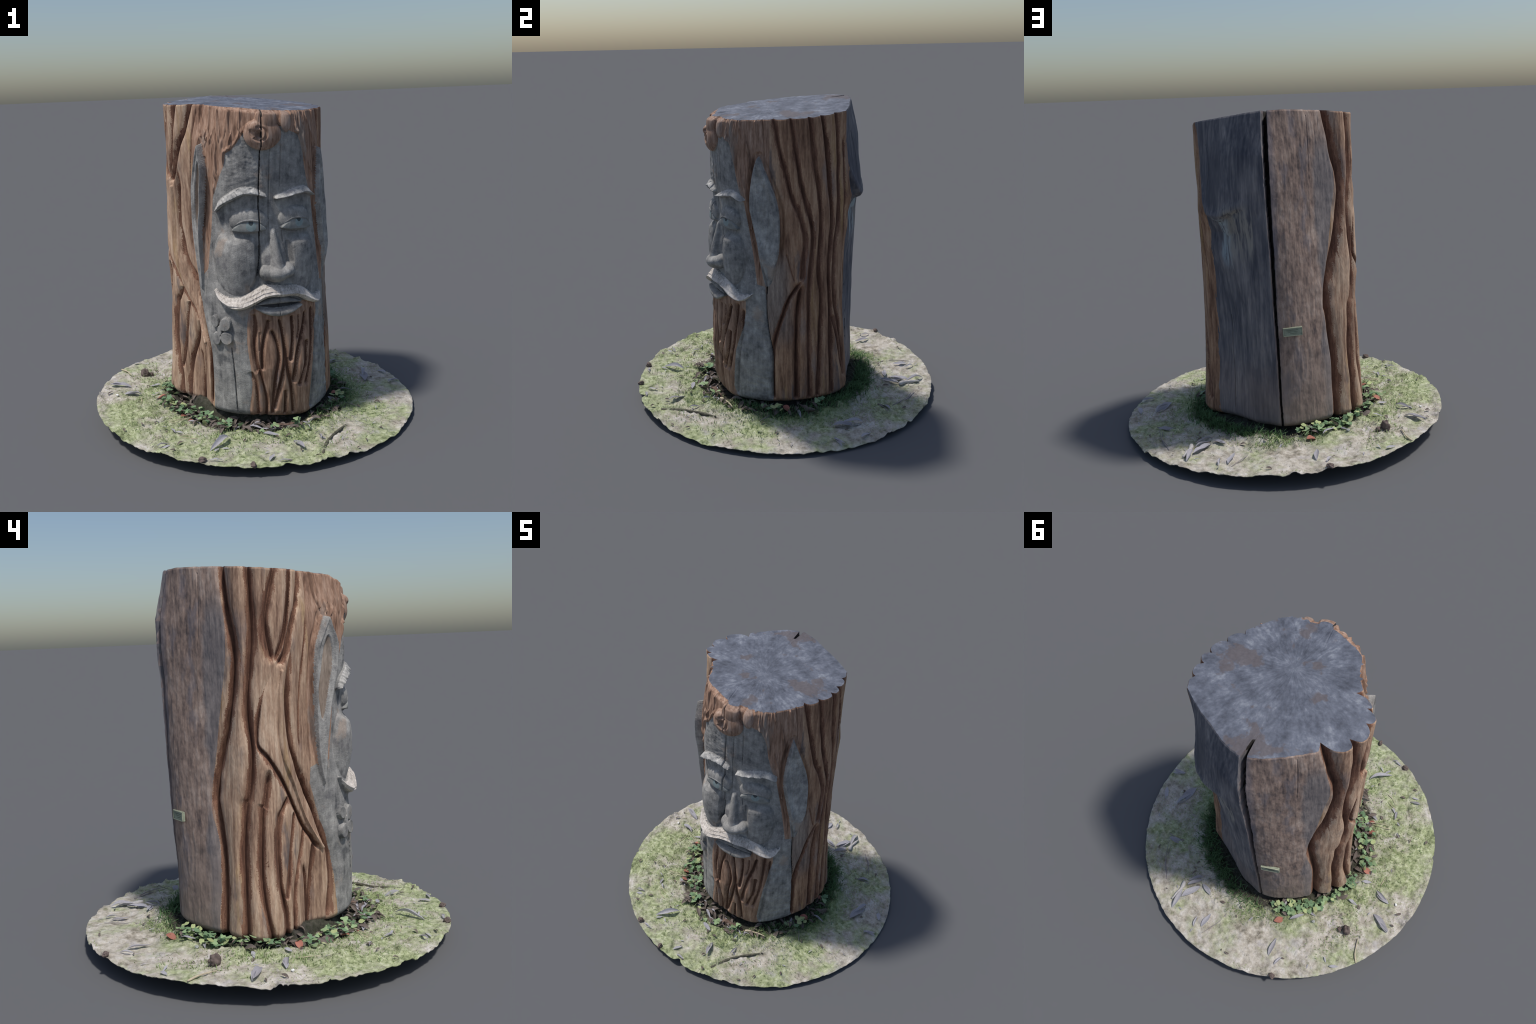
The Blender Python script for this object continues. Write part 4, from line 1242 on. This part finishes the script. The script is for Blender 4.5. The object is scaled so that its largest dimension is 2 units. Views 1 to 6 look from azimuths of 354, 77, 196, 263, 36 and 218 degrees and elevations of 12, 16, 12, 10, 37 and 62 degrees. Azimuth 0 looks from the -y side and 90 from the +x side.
earth = plain("brown_earth_clod", (.135, .105, .095), .35, .95, 50)
lump("earth_clod", -.705, .345, (.032, .024, .030), earth, .018)
lump("earth_clod", -.665, .36, (.018, .016, .014), earth, .008)
lump("earth_clod", -.12, -.975, (.020, .014, .016), earth, .008)
lump("earth_clod", -.49, .86, (.020, .016, .014), earth, .004)
lump("earth_clod", -.38, -.90, (.022, .018, .016), earth, .006)
lump("pebble", -.871, .012, (.010, .007, .006), plain("white_pebble", (.80, .80, .78), .1, .6), .006)
lump("pebble", -.50, .42, (.011, .009, .008), plain("grey_pebble", (.36, .37, .35), .2, .7), .006)
BROAD = leaf_mesh("fallen_leaf", .30, .35, .10)
BROAD.materials.append(leaf_material("rosy_fallen_leaf", (.48, .20, .15), .3))
for x, y, a, s in ((-.312, .540, -128, .075), (-.590, -.072, -175, .070), (-.46, -.33, 40, .06), (.50, -.12, 20, .07), (.49, .10, 80, .06), (-.42, -.40, 10, .045)):
    litter("fallen_leaf", BROAD, turf, x, y, a, s, .012, .3, .2)

# ------------------------------------------------------------------ ivy and clover leaves by the trunk
def round_leaf(name, lobes):
    v, f = [(0, 0, 0)], []
    n = 18
    for ringr, zz in ((.55, .06), (1.0, .0)):
        for i in range(n):
            a = 2 * math.pi * i / n
            rr = ringr * (1 + .22 * math.cos(lobes * a) * ringr) * (1 - .35 * math.exp(-((a - math.pi) / .35) ** 2))
            v.append((rr * math.cos(a), rr * math.sin(a), zz + .08 * math.cos(2 * a) * ringr))
    for i in range(n):
        j = (i + 1) % n
        f.append((0, 1 + i, 1 + j))
        f.append((1 + i, 1 + n + i, 1 + n + j, 1 + j))
    me = bpy.data.meshes.new(name)
    me.from_pydata(v, [], f)
    for p_ in me.polygons:
        p_.use_smooth = True
    return me


IVY = [round_leaf("ivy_leaf", 3), round_leaf("ivy_leaf", 5), round_leaf("ivy_leaf", 2)]
ivy_mats = [leaf_material("ivy_green", (.34, .47, .25), .55), leaf_material("ivy_dark_green", (.19, .31, .17), .5), leaf_material("ivy_yellow_green", (.48, .55, .27), .4)]
for m, mm in zip(IVY, ivy_mats):
    m.materials.append(mm)
IVY_CLUMPS = [(-25, .55, 14, .035), (-42, .52, 22, .05), (-62, .53, 26, .05), (-78, .56, 20, .05), (-95, .555, 16, .04), (-112, .55, 14, .04), (-126, .545, 26, .045), (-137, .545, 24, .045), (-150, .545, 14, .04),
              (20, .53, 7, .03), (72, .535, 7, .03), (64, .52, 6, .03), (3, .58, 6, .03), (100, .54, 5, .03), (-55, .47, 8, .04), (-40, .47, 6, .03)]
for th, r, count, spread in IVY_CLUMPS:
    for k in range(count):
        a = math.radians(th) + rng.normal(0, spread * 1.6)
        rr = max(.495 if r > .5 else .44, r + rng.normal(0, spread * .55))
        x, y = rr * math.sin(a), -rr * math.cos(a)
        me = IVY[int(rng.choice([0, 0, 1, 1, 2]))]
        litter("ivy_leaf", me, turf, x, y, rng.uniform(0, 360), rng.uniform(.011, .021), rng.uniform(.012, .055), rng.normal(0, .35), rng.normal(0, .35))

# ------------------------------------------------------------------ grass blades (uncountable: one mesh per colour)
def blades(name, spots, mat):
    v, f = [], []
    ground = turf_height(np.array([q[0] for q in spots]), np.array([q[1] for q in spots])) - .004
    for (x, y, h, lean_dir, lean, w), z in zip(spots, ground.tolist()):
        base = len(v)
        px, py = -math.sin(lean_dir), math.cos(lean_dir)
        for i in range(5):
            t = i / 4
            d = lean * h * t * t
            zz = z + h * t * (1 - .35 * lean * t)
            ww = w * (1 - t) + .0004
            cx, cy = x + d * math.cos(lean_dir), y + d * math.sin(lean_dir)
            v.append((cx - px * ww, cy - py * ww, zz))
            v.append((cx + px * ww, cy + py * ww, zz + .001))
        for i in range(4):
            a = base + 2 * i
            f.append((a, a + 1, a + 3, a + 2))
    me = bpy.data.meshes.new(name)
    me.from_pydata(v, [], f)
    for p_ in me.polygons:
        p_.use_smooth = True
    return add(name, me, turf, mat, "stuff")


def tufts(clumps, hmin, hmax, width):
    out = []
    for th, r, count, spread in clumps:
        for k in range(count):
            a = math.radians(th) + rng.normal(0, spread)
            rr = r + rng.normal(0, spread * .35)
            rr = max(rr, .485)
            if rr > .97:
                continue
            out.append((rr * math.sin(a), -rr * math.cos(a), rng.uniform(hmin, hmax), rng.uniform(0, 2 * math.pi) if k % 3 else a - math.pi / 2, rng.uniform(.2, 1.1), width * rng.uniform(.6, 1.3)))
    return out


DEEP = [(104, .52, 160, .10), (118, .54, 260, .10), (132, .55, 320, .10), (146, .54, 300, .10), (160, .53, 220, .09), (172, .55, 160, .08), (88, .56, 160, .12), (-172, .56, 90, .08), (50, .52, 140, .10), (70, .56, 140, .10)]
LIGHT = [(35, .56, 200, .10), (20, .60, 160, .10), (50, .64, 160, .12), (-10, .66, 140, .14), (10, .70, 160, .14), (-165, .60, 180, .09), (-175, .66, 120, .09), (-150, .62, 90, .09), (-60, .66, 150, .14), (-85, .70, 200, .14),
         (-105, .68, 200, .14), (-30, .68, 120, .14), (75, .64, 160, .14), (100, .70, 120, .14), (125, .70, 120, .14), (-20, .85, 140, .16), (-60, .85, 160, .16), (-120, .82, 140, .16), (30, .85, 120, .16), (60, .80, 120, .16), (150, .75, 90, .14)]
blades("grass", tufts(DEEP, .020, .060, .0028), leaf_material("deep_grass_green", (.11, .20, .085), 0))
blades("grass", tufts(LIGHT, .010, .030, .0026), leaf_material("light_grass_green", (.32, .41, .19), 0))
moss_spots = []
for k in range(9000):
    a, r = rng.uniform(0, 2 * math.pi), math.sqrt(rng.uniform(.25, .97))
    x, y = r * math.cos(a), r * math.sin(a)
    moss_spots.append((x, y))
mx = np.array(moss_spots)
keep = fnoise(mx[:, 0] * 3.0, mx[:, 1] * 3.0, octaves=2, seed=313) + .5 * sstep(.8, .55, np.hypot(mx[:, 0], mx[:, 1])) > .1
blades("moss_blades", [(x, y, rng.uniform(.006, .014), rng.uniform(0, 6.28), rng.uniform(.3, 1.3), .0022) for (x, y), k in zip(moss_spots, keep) if k], leaf_material("moss_green", (.38, .43, .23), 0))
